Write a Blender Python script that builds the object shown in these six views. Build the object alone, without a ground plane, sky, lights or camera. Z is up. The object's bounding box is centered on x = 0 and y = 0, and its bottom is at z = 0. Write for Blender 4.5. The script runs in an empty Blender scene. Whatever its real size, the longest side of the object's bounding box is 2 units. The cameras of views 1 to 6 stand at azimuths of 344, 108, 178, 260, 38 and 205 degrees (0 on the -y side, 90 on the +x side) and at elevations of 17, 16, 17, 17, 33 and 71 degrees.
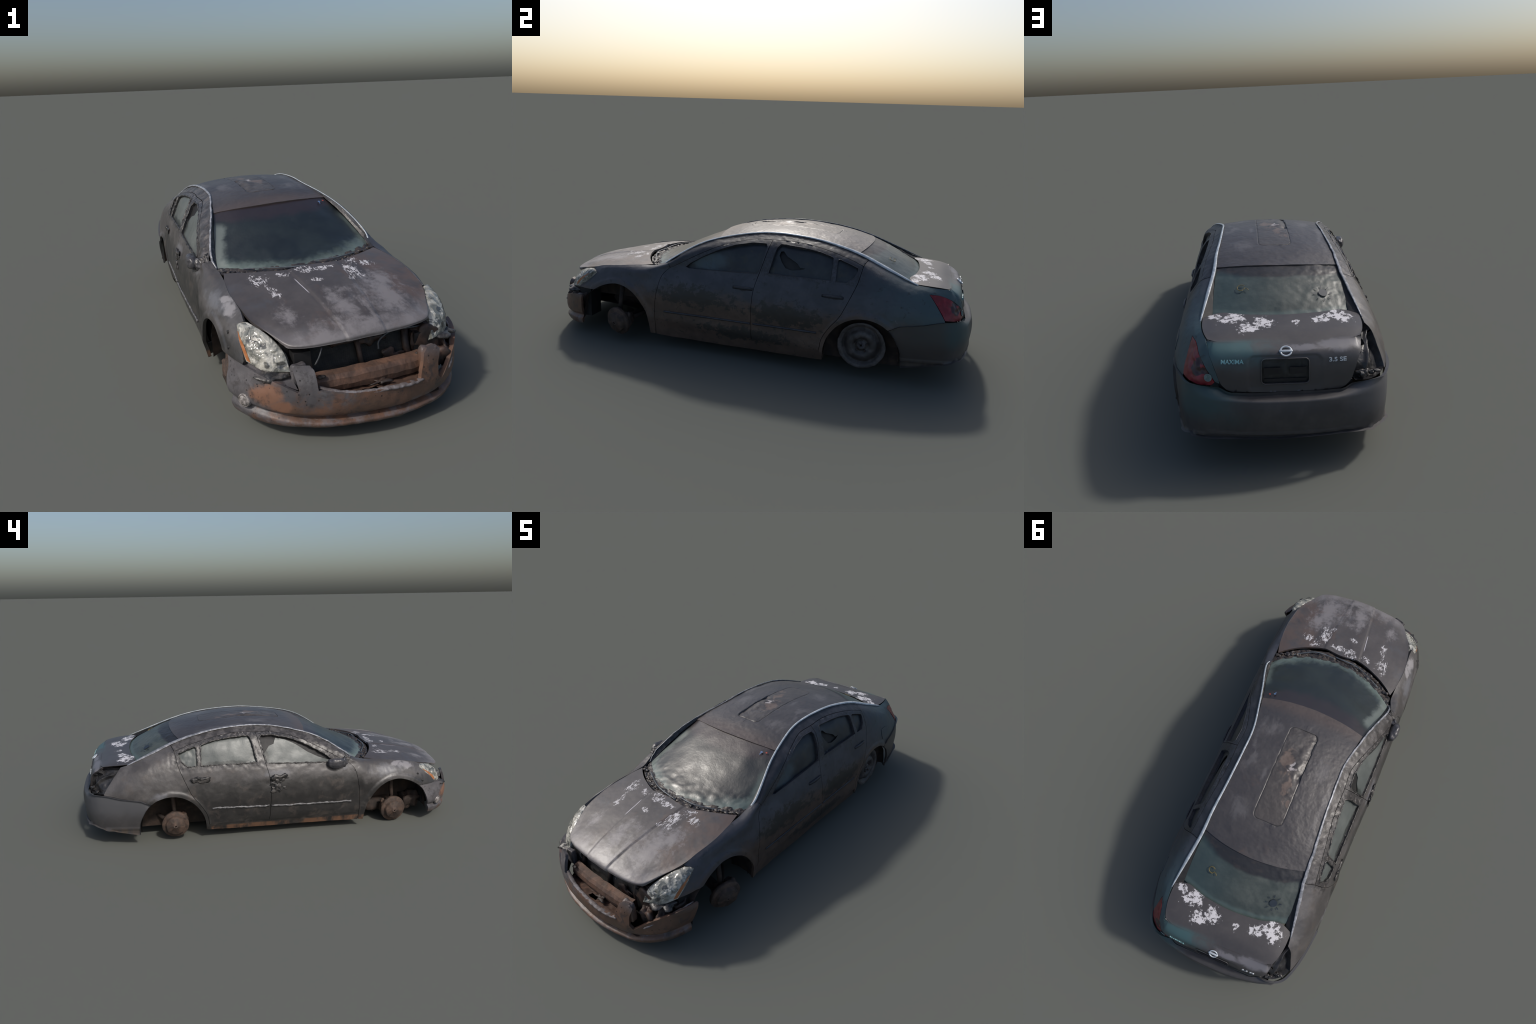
# Burnt-out four-door saloon, stripped of its wheels, built panel by panel.
# Car frame: x to the car's left, y towards the tail, z up; the root empty carries
# the slight lean and turn with which the wreck stands on the ground.
import bpy, math
import numpy as np
from mathutils import Vector, Matrix, noise, geometry

RNG = np.random.default_rng(7)

# ------------------------------------------------------------------ root
root = bpy.data.objects.new("burnt_sedan", None)
bpy.context.scene.collection.objects.link(root)
ax = Vector((1, .021, .042)).normalized()
ay = Vector((-.021, 1, 0)).normalized()
az = ax.cross(ay)
M = Matrix((ax, ay, az)).transposed().to_4x4()
M.translation = Vector((-.003, 0, 0))
root.matrix_world = M
root["label"] = "burnt and rusted dark grey four-door sedan wreck without wheels"
root["category"] = "car wreck"

# ------------------------------------------------------------------ node helpers
class Mat:
    """small builder for a procedural Principled material on Object coordinates"""
    def __init__(s, name):
        s.m = bpy.data.materials.new(name)
        s.m.use_nodes = True
        s.t = s.m.node_tree
        s.t.nodes.clear()
        s.out = s.t.nodes.new("ShaderNodeOutputMaterial")
        s.b = s.t.nodes.new("ShaderNodeBsdfPrincipled")
        s.t.links.new(s.b.outputs[0], s.out.inputs[0])
        tc = s.t.nodes.new("ShaderNodeTexCoord")
        s.co = tc.outputs["Object"]
        s.sep = s.t.nodes.new("ShaderNodeSeparateXYZ")
        s.t.links.new(s.co, s.sep.inputs[0])
        s.x, s.y, s.z = s.sep.outputs
    def put(s, sock, v):
        if hasattr(v, "is_linked"):
            s.t.links.new(v, sock)
        elif isinstance(v, (tuple, list)) and sock.type == "RGBA" and len(v) == 3:
            sock.default_value = (*v, 1)
        else:
            sock.default_value = v
    def math(s, op, a, b=0., c=None, clamp=False):
        n = s.t.nodes.new("ShaderNodeMath"); n.operation = op; n.use_clamp = clamp
        s.put(n.inputs[0], a); s.put(n.inputs[1], b)
        if c is not None: s.put(n.inputs[2], c)
        return n.outputs[0]
    def mapping(s, scale=(1, 1, 1), loc=(0, 0, 0), rot=(0, 0, 0)):
        n = s.t.nodes.new("ShaderNodeMapping")
        s.t.links.new(s.co, n.inputs[0])
        n.inputs["Scale"].default_value = scale
        n.inputs["Location"].default_value = loc
        n.inputs["Rotation"].default_value = rot
        return n.outputs[0]
    def noise(s, scale, detail=4., rough=.6, dist=0., stretch=None, loc=(0, 0, 0)):
        n = s.t.nodes.new("ShaderNodeTexNoise")
        s.t.links.new(s.mapping(stretch or (1, 1, 1), loc), n.inputs["Vector"])
        n.inputs["Scale"].default_value = scale
        n.inputs["Detail"].default_value = detail
        n.inputs["Roughness"].default_value = rough
        n.inputs["Distortion"].default_value = dist
        return n.outputs["Fac"]
    def vor(s, scale, feature="F1", stretch=None):
        n = s.t.nodes.new("ShaderNodeTexVoronoi"); n.feature = feature
        s.t.links.new(s.mapping(stretch or (1, 1, 1)), n.inputs["Vector"])
        n.inputs["Scale"].default_value = scale
        return n.outputs["Distance"]
    def step(s, v, lo, hi):
        """smooth 0..1 between lo and hi (either order)"""
        n = s.t.nodes.new("ShaderNodeMapRange"); n.interpolation_type = "SMOOTHSTEP"
        a, b = (0., 1.) if lo < hi else (1., 0.)
        s.put(n.inputs["Value"], v)
        n.inputs["From Min"].default_value = min(lo, hi)
        n.inputs["From Max"].default_value = max(lo, hi)
        n.inputs["To Min"].default_value = a; n.inputs["To Max"].default_value = b
        return n.outputs["Result"]
    def mix(s, a, b, f):
        n = s.t.nodes.new("ShaderNodeMix"); n.data_type = "RGBA"
        s.put(n.inputs[0], f); s.put(n.inputs[6], a); s.put(n.inputs[7], b)
        return n.outputs[2]
    def mul(s, a, b): return s.math("MULTIPLY", a, b)
    def add(s, a, b): return s.math("ADD", a, b)
    def sub(s, a, b): return s.math("SUBTRACT", a, b)
    def wobbled(s):
        """object coordinates stirred by noise, so that spots get ragged natural outlines"""
        if getattr(s, "wob", None) is not None: return s.wob
        cur = s.co
        for scale, amp in ((11, .075), (34, .030)):
            n = s.t.nodes.new("ShaderNodeTexNoise"); s.t.links.new(s.co, n.inputs["Vector"])
            n.inputs["Scale"].default_value = scale; n.inputs["Detail"].default_value = 3
            a = s.t.nodes.new("ShaderNodeVectorMath"); a.operation = "SUBTRACT"
            s.t.links.new(n.outputs["Color"], a.inputs[0]); a.inputs[1].default_value = (.5, .5, .5)
            b = s.t.nodes.new("ShaderNodeVectorMath"); b.operation = "MULTIPLY_ADD"
            s.t.links.new(a.outputs[0], b.inputs[0]); b.inputs[1].default_value = (amp, amp, amp * .5); s.t.links.new(cur, b.inputs[2])
            cur = b.outputs[0]
        s.wob = cur
        return cur
    def blobs(s, items):
        """soft spots: (centre xyz, radii xyz); 1 in the middle, 0 at the rim; infinite radius = ignore axis"""
        acc = None
        w = s.wobbled()
        for (c, r) in items:
            k = tuple(0. if q is None else 1 / q for q in r)
            n = s.t.nodes.new("ShaderNodeVectorMath"); n.operation = "LENGTH"
            q = s.t.nodes.new("ShaderNodeMapping"); s.t.links.new(w, q.inputs[0])
            q.inputs["Scale"].default_value = k
            q.inputs["Location"].default_value = tuple(-a * b for a, b in zip(c, k))
            s.t.links.new(q.outputs[0], n.inputs[0])
            v = s.math("SUBTRACT", 1., n.outputs["Value"])
            acc = v if acc is None else s.math("MAXIMUM", acc, v)
        return acc
    def bump(s, h, strength=.3, dist=.004):
        n = s.t.nodes.new("ShaderNodeBump")
        n.inputs["Strength"].default_value = strength
        n.inputs["Distance"].default_value = dist
        s.put(n.inputs["Height"], h)
        s.t.links.new(n.outputs[0], s.b.inputs["Normal"])
    def done(s, col, rough=.5, metal=0., spec=.5, coat=0.):
        s.put(s.b.inputs["Base Color"], col)
        s.put(s.b.inputs["Roughness"], rough)
        s.put(s.b.inputs["Metallic"], metal)
        s.b.inputs["Specular IOR Level"].default_value = spec
        s.b.inputs["Coat Weight"].default_value = coat
        return s.m

WHITE = (.60, .585, .605)
SOOT = (.012, .012, .014)

def patchy(m, dark, light, scale=9., loc=(0, 0, 0)):
    """scorched paint: two close tones in large soft clouds with fine grain"""
    a = m.step(m.noise(scale, 5, .62, .4, loc=loc), .38, .68)
    c = m.mix(dark, light, a)
    g = m.step(m.noise(120, 3, .6), .3, .8)
    return m.mix(c, tuple(q * .82 for q in dark), m.mul(g, .35))

def flakes(m, items, scale=70, amount=.5, stretch=(1, 1, 1), cut=.70):
    f = m.add(m.mul(m.noise(scale, 6, .72, .3, stretch=stretch), .75), m.mul(m.noise(scale * .28, 3, .6, loc=(2, 3, 0)), .25))
    v = m.add(m.mul(m.step(m.math("MAXIMUM", m.blobs(items), 0.), 0., .75), amount), f)
    return m.step(v, cut, cut + .03)

def mat_hood():
    m = Mat("burnt_hood_paint")
    c = patchy(m, (.056, .049, .049), (.076, .067, .066))
    rust = m.step(m.add(m.mul(m.step(m.x, .02, .26), .22), m.noise(12, 5, .62, .5)), .56, .80)
    c = m.mix(c, (.105, .070, .056), m.mul(rust, .65))
    blue = m.step(m.noise(13, 5, .62, .6, loc=(7, 0, 0)), .56, .72)
    c = m.mix(c, (.062, .064, .074), m.mul(blue, .6))
    sm = m.blobs([((0, -.80, .3), (.065, .11, None)), ((.14, -.80, .3), (.11, .13, None)), ((.05, -.90, .3), (.27, .06, None)),
                  ((-.19, -.79, .3), (.05, .06, None)), ((-.10, -.905, .3), (.17, .04, None)), ((.19, -.70, .3), (.06, .08, None))])
    s = m.step(m.add(m.add(sm, m.mul(m.math("SUBTRACT", m.noise(14, 6, .72, .6, stretch=(1.2, .7, 1)), .5), 3.0)), m.mul(m.math("SUBTRACT", m.noise(70, 4, .7), .5), 1.2)), .0, .95)
    c = m.mix(c, (.215, .202, .208), m.mul(s, .78))
    rim = m.step(m.math("SUBTRACT", m.z, m.mul(m.noise(22, 5), .03)), .305, .270)
    c = m.mix(c, (.175, .165, .170), m.mul(rim, .6))
    w = flakes(m, [((-.205, -.565, .37), (.055, .080, None)), ((-.037, -.568, .37), (.090, .036, None)), ((-.12, -.58, .37), (.05, .028, None)),
                   ((.145, -.565, .37), (.060, .048, None)), ((.105, -.64, .37), (.055, .11, None)), ((.19, -.59, .37), (.05, .06, None)),
                   ((-.03, -.655, .37), (.055, .028, None)), ((-.185, -.66, .37), (.024, .09, None)), ((.03, -.575, .37), (.055, .028, None))],
               110, .205, (1.6, .55, 1), .70)
    c = m.mix(c, WHITE, m.mul(w, .88))
    # pale scratch along the right crease
    sc = m.mul(m.step(m.math("ABSOLUTE", m.add(m.x, m.add(m.mul(m.y, .105), .158))), .0022, .0008), m.mul(m.step(m.y, -.72, -.70), m.step(m.y, -.61, -.63)))
    c = m.mix(c, (.5, .48, .52), m.mul(sc, .9))
    m.bump(m.noise(160, 4, .6), .12, .002)
    return m.done(c, .44, 0, .75)

def mat_roof():
    m = Mat("burnt_roof_paint")
    c = patchy(m, (.044, .040, .042), (.064, .058, .058), 8)
    sm = m.blobs([((.13, .0, .55), (.10, .09, None)), ((.17, .12, .55), (.03, .20, None)), ((.13, .36, .55), (.07, .08, None)),
                  ((-.12, .08, .55), (.07, .12, None)), ((.09, .2, .55), (.025, .06, None)), ((-.19, .25, .55), (.03, .25, None))])
    s = m.step(m.add(sm, m.mul(m.math("SUBTRACT", m.noise(14, 6, .68, .6, stretch=(1.4, .7, 1)), .5), 2.4)), .25, 1.0)
    c = m.mix(c, (.125, .118, .120), m.mul(s, .6))
    rust = m.step(m.noise(14, 5, .65, .5, loc=(3, 1, 0)), .60, .78)
    c = m.mix(c, (.085, .056, .044), m.mul(rust, .5))
    fr = m.mul(m.step(m.y, -.07, -.14), .5)
    c = m.mix(c, (.09, .062, .05), fr)
    m.bump(m.noise(90, 5, .65), .2, .003)
    return m.done(c, .42, 0, .8)

def mat_roof_panel():
    m = Mat("blistered_roof_panel")
    c = patchy(m, (.048, .042, .040), (.066, .057, .053), 12)
    n = m.mul(m.math("SUBTRACT", m.noise(24, 6, .7, .8), .5), 2.2)
    tan = m.step(m.add(m.blobs([((.012, .12, .56), (.035, .075, None)), ((-.02, .21, .56), (.018, .11, None)), ((-.046, .29, .56), (.014, .03, None))]), n), .2, .6)
    c = m.mix(c, (.19, .135, .105), m.mul(tan, .5))
    wh = m.step(m.add(m.blobs([((-.015, .115, .56), (.02, .035, None)), ((-.03, .145, .56), (.03, .025, None))]), n), .25, .6)
    c = m.mix(c, (.46, .42, .41), m.mul(wh, .85))
    gr = m.step(m.add(m.blobs([((.02, 0, .55), (.07, .07, None)), ((-.04, .06, .55), (.03, .06, None))]), m.mul(n, 1.5)), .2, .7)
    c = m.mix(c, (.105, .096, .090), m.mul(gr, .4))
    dk = m.step(m.noise(85, 3, .5, loc=(5, 0, 0)), .66, .72)
    c = m.mix(c, (.02, .017, .016), m.mul(dk, m.mul(gr, .7)))
    m.bump(m.noise(70, 5, .65), .3, .003)
    return m.done(c, .42, 0, .8)

def mat_trunk():
    m = Mat("burnt_trunk_paint")
    c = patchy(m, (.052, .048, .050), (.066, .060, .060), 10)
    n = m.math("SUBTRACT", m.noise(16, 5, .62, .5), .5)
    face = m.step(m.z, .3975, .390)
    teal = m.mul(face, m.step(m.add(m.x, m.mul(n, .18)), .02, .13))
    teal = m.mul(teal, m.step(m.add(m.z, m.mul(n, .05)), .315, .372))
    c = m.mix(c, (.042, .110, .118), m.mul(teal, .75))
    pale = m.mul(m.step(m.add(m.blobs([((-.17, .90, .385), (.10, .04, .03)), ((-.06, .91, .38), (.07, .04, .012))]), m.mul(n, 1.4)), .15, .6), face)
    c = m.mix(c, (.17, .165, .18), m.mul(pale, .8))
    low = m.step(m.add(m.z, m.mul(n, .04)), .345, .29)
    c = m.mix(c, (.032, .030, .030), m.mul(m.mul(low, face), .5))
    w = flakes(m, [((.165, .765, .41), (.095, .080, None)), ((.105, .825, .41), (.050, .048, None)), ((.065, .79, .41), (.055, .062, None)), ((.22, .735, .41), (.04, .045, None)),
                   ((-.05, .803, .41), (.034, .028, None)), ((-.19, .765, .41), (.090, .068, None)), ((-.125, .782, .41), (.055, .045, None))], 78, .245, (1, 1, 1), .70)
    c = m.mix(c, WHITE, m.mul(w, m.step(m.z, .395, .399)))
    m.bump(m.noise(170, 3, .6), .08, .002)
    return m.done(c, .44, 0, .7)

def mat_side(right):
    m = Mat("burnt_side_paint_sunny" if right else "burnt_side_paint_rusty")
    n = m.math("SUBTRACT", m.noise(9, 5, .62, .4, stretch=(1, .7, 1.2)), .5)
    k = m.math("SUBTRACT", m.noise(34, 6, .7, .5), .5)
    if right:
        up = patchy(m, (.058, .054, .054), (.105, .099, .099), 10)
        lo = patchy(m, (.024, .023, .023), (.038, .036, .035), 14)
        fend = m.mul(m.step(m.y, -.36, -.44), .06)
        rear = m.mul(m.step(m.y, .42, .62), .07)
        f = m.step(m.add(m.add(m.z, m.add(fend, rear)), m.add(m.mul(n, .10), m.mul(k, .05))), .300, .345)
        c = m.mix(lo, up, f)
        warm = m.step(m.noise(15, 5, .65, .4, loc=(1, 5, 2)), .52, .70)
        c = m.mix(c, (.095, .078, .068), m.mul(warm, .5))
        bl = m.step(m.add(m.blobs([((-.36, -.34, .34), (None, .08, .03)), ((-.36, .02, .35), (None, .10, .025)), ((-.35, -.56, .31), (None, .18, .05)), ((-.36, .60, .265), (None, .06, .02))]), m.add(m.mul(n, 1.5), m.mul(k, 1.3))), .25, .95)
        c = m.mix(c, (.165, .17, .19), m.mul(bl, .6))
        wp = m.step(m.add(m.blobs([((-.34, -.66, .325), (None, .07, .022)), ((-.34, -.60, .335), (None, .05, .014))]), m.add(m.mul(n, 1.), m.mul(k, 1.))), .15, .6)
        c = m.mix(c, (.30, .29, .30), m.mul(wp, .7))
        rk = m.mul(m.step(m.z, .090, .080), m.step(m.noise(9, 5, .65, stretch=(1, 1, .3), loc=(0, 2, 0)), .40, .55))
        c = m.mix(c, (.20, .105, .062), m.mul(rk, .8))
    else:
        up = patchy(m, (.036, .039, .050), (.062, .063, .077), 9)
        lo = patchy(m, (.072, .049, .038), (.108, .071, .053), 12)
        f = m.step(m.add(m.z, m.add(m.mul(k, .06), m.add(m.mul(n, .16), m.mul(m.step(m.y, -.5, -.75), .04)))), .235, .310)
        c = m.mix(lo, up, f)
        # towards the tail the paint keeps a dull dark green-blue
        rear = m.mul(m.step(m.add(m.y, m.mul(n, .3)), .50, .85), m.step(m.add(m.z, m.mul(n, .1)), .20, .30))
        c = m.mix(c, (.040, .085, .095), m.mul(rear, .75))
        sp = m.step(m.add(m.noise(34, 7, .75, .3, stretch=(1, .8, 1)), m.mul(m.math("MAXIMUM", m.blobs([((.37, -.2, .26), (None, .26, .07)), ((.37, .22, .23), (None, .24, .08)), ((.35, .8, .17), (None, .15, .06)), ((.36, .05, .12), (None, .3, .05))]), 0.), .30)), .575, .66)
        c = m.mix(c, (.017, .018, .017), m.mul(sp, .85))
        dots = m.step(m.vor(33), .12, .07)
        c = m.mix(c, (.015, .013, .013), m.mul(m.mul(dots, m.step(m.z, .27, .2)), .75))
        wt = m.mul(m.step(m.noise(48, 6, .72, 1.2, loc=(4, 0, 0), stretch=(1, 1, .7)), .655, .71), m.step(m.noise(10, 2, .5, loc=(0, 8, 0)), .48, .6))
        c = m.mix(c, (.19, .19, .21), m.mul(wt, .8))
    # charred, crinkled paint round the windows
    cr_ = m.mul(m.step(m.z, .380, .393), m.step(m.y, .56, .52))
    g = m.noise(75, 5, .7, .8, loc=(2, 2, 5))
    c = m.mix(c, (.022, .021, .023), m.mul(cr_, m.mul(m.step(g, .56, .44), .85)))
    if right: c = m.mix(c, (.24, .225, .22), m.mul(cr_, m.mul(m.step(g, .58, .66), .7)))
    m.bump(m.noise(60, 6, .68), .28, .003)
    return m.done(c, .38 if right else .48, 0, .6)

def mat_front_bumper():
    m = Mat("rusty_front_bumper")
    n = m.math("SUBTRACT", m.noise(12, 5, .62, .5), .5)
    k = m.math("SUBTRACT", m.noise(40, 6, .7, .4), .5)
    c = patchy(m, (.105, .064, .046), (.160, .086, .058), 13)
    grey = patchy(m, (.075, .075, .083), (.125, .123, .132), 14)
    g = m.step(m.add(m.add(m.mul(m.x, -1.7), m.mul(m.math("SUBTRACT", m.z, .13), 4.5)), m.add(m.mul(n, 1.2), m.mul(k, .6))), .12, .45)
    g = m.math("MAXIMUM", g, m.mul(m.step(m.add(m.z, m.mul(n, .05)), .17, .215), .75))
    c = m.mix(c, grey, m.mul(g, .92))
    ru = m.step(m.add(m.blobs([((-.305, -.91, .160), (.075, .10, .05)), ((-.26, -.93, .12), (.06, .1, .03))]), m.add(m.mul(n, 1.1), m.mul(k, .5))), .15, .55)
    c = m.mix(c, (.235, .115, .068), m.mul(ru, .8))
    dk = m.step(m.noise(20, 6, .72, .4, loc=(1, 2, 3)), .50, .66)
    c = m.mix(c, (.042, .038, .039), m.mul(dk, .75))
    ws = m.step(m.noise(46, 6, .75, .9, loc=(6, 1, 3)), .62, .70)
    c = m.mix(c, (.20, .185, .19), m.mul(ws, .6))
    dots = m.mul(m.step(m.vor(60), .20, .10), m.step(m.noise(13, 3, .6), .47, .56))
    c = m.mix(c, (.012, .011, .012), m.mul(dots, .9))
    lip = m.mul(m.step(m.noise(25, 5, .65, loc=(9, 0, 0)), .47, .62), m.step(m.z, .09, .075))
    c = m.mix(c, (.15, .14, .15), m.mul(lip, .6))
    m.bump(m.noise(60, 6, .68), .35, .003)
    return m.done(c, .45)

def mat_rear_bumper():
    m = Mat("smoky_rear_bumper")
    n = m.math("SUBTRACT", m.noise(9, 5, .62, .5), .5)
    c = patchy(m, (.048, .046, .048), (.068, .064, .064), 10)
    teal = m.mul(m.step(m.add(m.x, m.mul(n, .15)), .10, .24), m.step(m.add(m.z, m.mul(n, .08)), .14, .22))
    teal = m.mul(teal, m.step(m.y, .68, .85))
    c = m.mix(c, (.034, .080, .088), m.mul(teal, .75))
    left = m.mul(m.step(m.x, .28, .33), m.step(m.y, .93, .85))
    c = m.mix(c, (.055, .044, .038), m.mul(left, .7))
    pale = m.mul(m.step(m.x, -.15, -.26), m.step(m.add(m.z, m.mul(n, .1)), .13, .22))
    c = m.mix(c, (.085, .088, .098), m.mul(pale, .7))
    low = m.step(m.add(m.z, m.mul(n, .03)), .115, .095)
    c = m.mix(c, (.075, .062, .052), m.mul(low, m.step(m.noise(40, 4, stretch=(1, 1, .2)), .4, .6)))
    m.bump(m.noise(120, 4, .6), .12, .002)
    return m.done(c, .47)

def mat_simple(name, dark, light, scale=20, rough=.5, metal=0., bump=.2, spec=.5, coat=0., fine=80):
    m = Mat(name)
    c = patchy(m, dark, light, scale)
    if bump: m.bump(m.noise(fine, 5, .65), bump, .003)
    return m.done(c, rough, metal, spec, coat)

def mat_glass(name, kind):
    m = Mat(name)
    n = m.math("SUBTRACT", m.noise(14, 5, .6, .4), .5)
    k = m.math("SUBTRACT", m.noise(60, 5, .7), .5)
    c = patchy(m, (.008, .012, .014), (.016, .022, .022), 8)
    rough = .33
    if kind == "windshield":
        # smoke-brown band below the roof, reflections painted as a pale rim along cowl and pillars
        band = m.step(m.add(m.z, m.mul(n, .03)), .476, .495)
        c = m.mix(c, (.024, .016, .019), m.mul(band, .85))
        rim = m.step(m.add(m.math("SUBTRACT", m.z, m.mul(m.mul(m.x, m.x), .18)), m.add(m.mul(n, .03), m.mul(k, .02))), .390, .362)
        c = m.mix(c, (.13, .17, .155), m.mul(rim, .85))
        edge = m.mul(m.step(m.add(m.add(m.x, m.mul(m.z, -.45)), m.add(m.mul(n, .06), m.mul(k, .02))), -.418, -.445), m.step(m.z, .485, .465))
        c = m.mix(c, (.14, .165, .155), m.mul(edge, .85))
        edl = m.mul(m.step(m.add(m.sub(m.x, m.mul(m.z, -.45)), m.mul(n, .05)), .440, .462), m.step(m.z, .47, .44))
        c = m.mix(c, (.10, .13, .12), m.mul(edl, .7))
    elif kind == "rear":
        c = patchy(m, (.050, .062, .058), (.082, .095, .087), 10)  # base tone raised to carry the sky and sun glare on this pane
        band = m.step(m.add(m.math("ADD", m.z, m.mul(m.mul(m.x, m.x), .25)), m.mul(n, .008)), .494, .500)
        c = m.mix(c, (.020, .020, .024), m.mul(band, .93))
        br = m.mul(band, m.step(m.noise(30, 5, .65, stretch=(.5, 1, 1)), .5, .65))
        c = m.mix(c, (.045, .038, .036), m.mul(br, .7))
        lf = m.mul(m.step(m.x, -.05, .2), m.step(m.z, .50, .49))
        c = m.mix(c, (.040, .068, .072), m.mul(lf, .7))
        rough = .44
        rim = m.step(m.add(m.add(m.z, m.mul(m.mul(m.x, m.x), .10)), m.mul(n, .012)), .428, .420)
        c = m.mix(c, (.09, .13, .125), m.mul(rim, .6))
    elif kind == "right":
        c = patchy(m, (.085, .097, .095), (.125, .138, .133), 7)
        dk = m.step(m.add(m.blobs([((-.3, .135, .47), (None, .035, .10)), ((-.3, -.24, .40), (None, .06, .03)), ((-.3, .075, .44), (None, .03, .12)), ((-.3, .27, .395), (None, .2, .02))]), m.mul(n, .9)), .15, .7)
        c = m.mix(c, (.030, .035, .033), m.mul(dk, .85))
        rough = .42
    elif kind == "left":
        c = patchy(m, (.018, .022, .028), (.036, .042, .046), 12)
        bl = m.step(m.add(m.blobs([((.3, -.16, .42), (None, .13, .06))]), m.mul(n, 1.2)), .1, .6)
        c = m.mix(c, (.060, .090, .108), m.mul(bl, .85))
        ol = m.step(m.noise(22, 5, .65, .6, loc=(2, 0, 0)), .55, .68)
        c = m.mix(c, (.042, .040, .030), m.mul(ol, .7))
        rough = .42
    m.bump(m.noise(70, 5, .65), .22, .003)
    return m.done(c, m.add(m.mul(m.noise(20, 3), .2), rough - .1), 0, .85 if kind == "windshield" else .55)

def mat_headlight():
    m = Mat("melted_headlight_lens")
    c = m.mix((.15, .155, .14), (.44, .43, .385), m.step(m.noise(20, 4, .6, .8), .38, .62))
    dk = m.step(m.noise(30, 3, .55, .8, loc=(3, 0, 1)), .56, .66)
    c = m.mix(c, (.05, .054, .053), m.mul(dk, .75))
    bulbs = m.step(m.blobs([((sx * x, y, z), (.016, .018, .016)) for sx in (-1, 1) for x, y, z in ((.288, -.842, .272), (.262, -.874, .247), (.300, -.815, .285), (.278, -.866, .228), (.244, -.898, .226))]), .15, .45)
    c = m.mix(c, (.030, .033, .036), m.mul(bulbs, .8))
    hi = m.step(m.noise(42, 3, .55, .5, loc=(8, 2, 1)), .58, .68)  # pale speckles painted into the lens colour for its sparkling reflections
    c = m.mix(c, (.62, .60, .54), m.mul(hi, .8))
    m.bump(m.noise(26, 3, .5, .8), .9, .012)
    return m.done(c, .12, 0, .8)

def mat_tail():
    m = Mat("red_tail_light_lens")
    n = m.math("SUBTRACT", m.noise(40, 4, .6), .5)
    c = m.mix((.16, .010, .016), (.24, .018, .028), m.step(m.noise(50, 4, .6), .4, .65))
    cell = m.step(m.add(m.blobs([((.256, .905, .345), (.03, .04, .016)), ((.268, .89, .322), (.02, .05, .03)), ((.245, .92, .320), (.03, .04, .012)), ((.262, .91, .313), (.03, .03, .012))]), m.mul(n, .5)), .2, .35)
    c = m.mix(c, (.030, .016, .018), m.mul(cell, .93))
    return m.done(c, .3, 0, .5)

HOODM, ROOFM, PANELM, TRUNKM = mat_hood(), mat_roof(), mat_roof_panel(), mat_trunk()
SIDE = {1: mat_side(False), -1: mat_side(True)}
FBM, RBM = mat_front_bumper(), mat_rear_bumper()
WSM, RGM = mat_glass("scorched_windshield_glass", "windshield"), mat_glass("scorched_rear_glass", "rear")
SGM = {1: mat_glass("dark_side_glass", "left"), -1: mat_glass("pale_side_glass", "right")}
HLM, TLM = mat_headlight(), mat_tail()
SHELLM = mat_simple("charred_inner_shell", (.010, .010, .011), (.020, .019, .020), 20, .6)
WELLM = mat_simple("rusty_wheel_well", (.018, .013, .011), (.055, .035, .026), 16, .8, bump=.5, fine=50)
DISCM = mat_simple("rusted_brake_iron", (.045, .032, .026), (.105, .066, .048), 28, .75, bump=.6, fine=70)
RIMM = mat_simple("scorched_steel_rim", (.045, .038, .036), (.11, .098, .095), 22, .5, bump=.3)
TRIMM = {1: mat_simple("pale_roof_trim", (.40, .45, .49), (.66, .70, .73), 45, .28, bump=.1),
         -1: mat_simple("grey_roof_trim", (.14, .15, .17), (.38, .39, .43), 55, .28, bump=.2)}
RUBM = mat_simple("melted_door_strip", (.075, .074, .078), (.22, .22, .225), 60, .4, bump=.3)
CRUSTM = mat_simple("melted_black_plastic", (.020, .020, .021), (.10, .092, .087), 60, .3, bump=.5, fine=90)
BEAMM = mat_simple("rusty_bumper_beam", (.070, .042, .031), (.165, .088, .058), 18, .65, bump=.4)
ASHM = mat_simple("ashy_bumper_foam", (.105, .088, .085), (.24, .225, .235), 50, .7, bump=.5)
RADM = mat_simple("sooty_radiator", (.016, .016, .016), (.040, .036, .032), 20, .55, bump=.3)
RADRM = mat_simple("rusty_radiator_support", (.022, .016, .014), (.070, .040, .030), 20, .6, bump=.4)
FRAMEM = {1: mat_simple("sooty_door_frame", (.022, .024, .031), (.048, .049, .058), 18, .45, bump=.3),
          -1: mat_simple("peeled_door_frame", (.042, .039, .039), (.115, .107, .106), 30, .36, bump=.5, fine=60)}
ORANGEM = mat_simple("amber_lens", (.32, .12, .045), (.42, .17, .07), 30, .35, bump=.1)
CHROMEM = mat_simple("pale_badge", (.50, .55, .60), (.64, .68, .72), 30, .3, .2, bump=0)
LETTERM = {1: mat_simple("teal_badge", (.20, .42, .45), (.28, .50, .52), 30, .35, bump=0), -1: CHROMEM}
FOGM = mat_simple("cloudy_fog_lens", (.12, .11, .105), (.40, .37, .36), 90, .25, bump=.3)
COWLM = mat_simple("burnt_cowl_debris", (.020, .020, .024), (.075, .058, .047), 50, .4, bump=.7, fine=60)
BLUEM = mat_simple("blue_sticker", (.10, .17, .32), (.13, .21, .38), 30, .5, bump=0)
REDM = mat_simple("red_sticker", (.35, .05, .03), (.42, .07, .04), 30, .5, bump=0)
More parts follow.
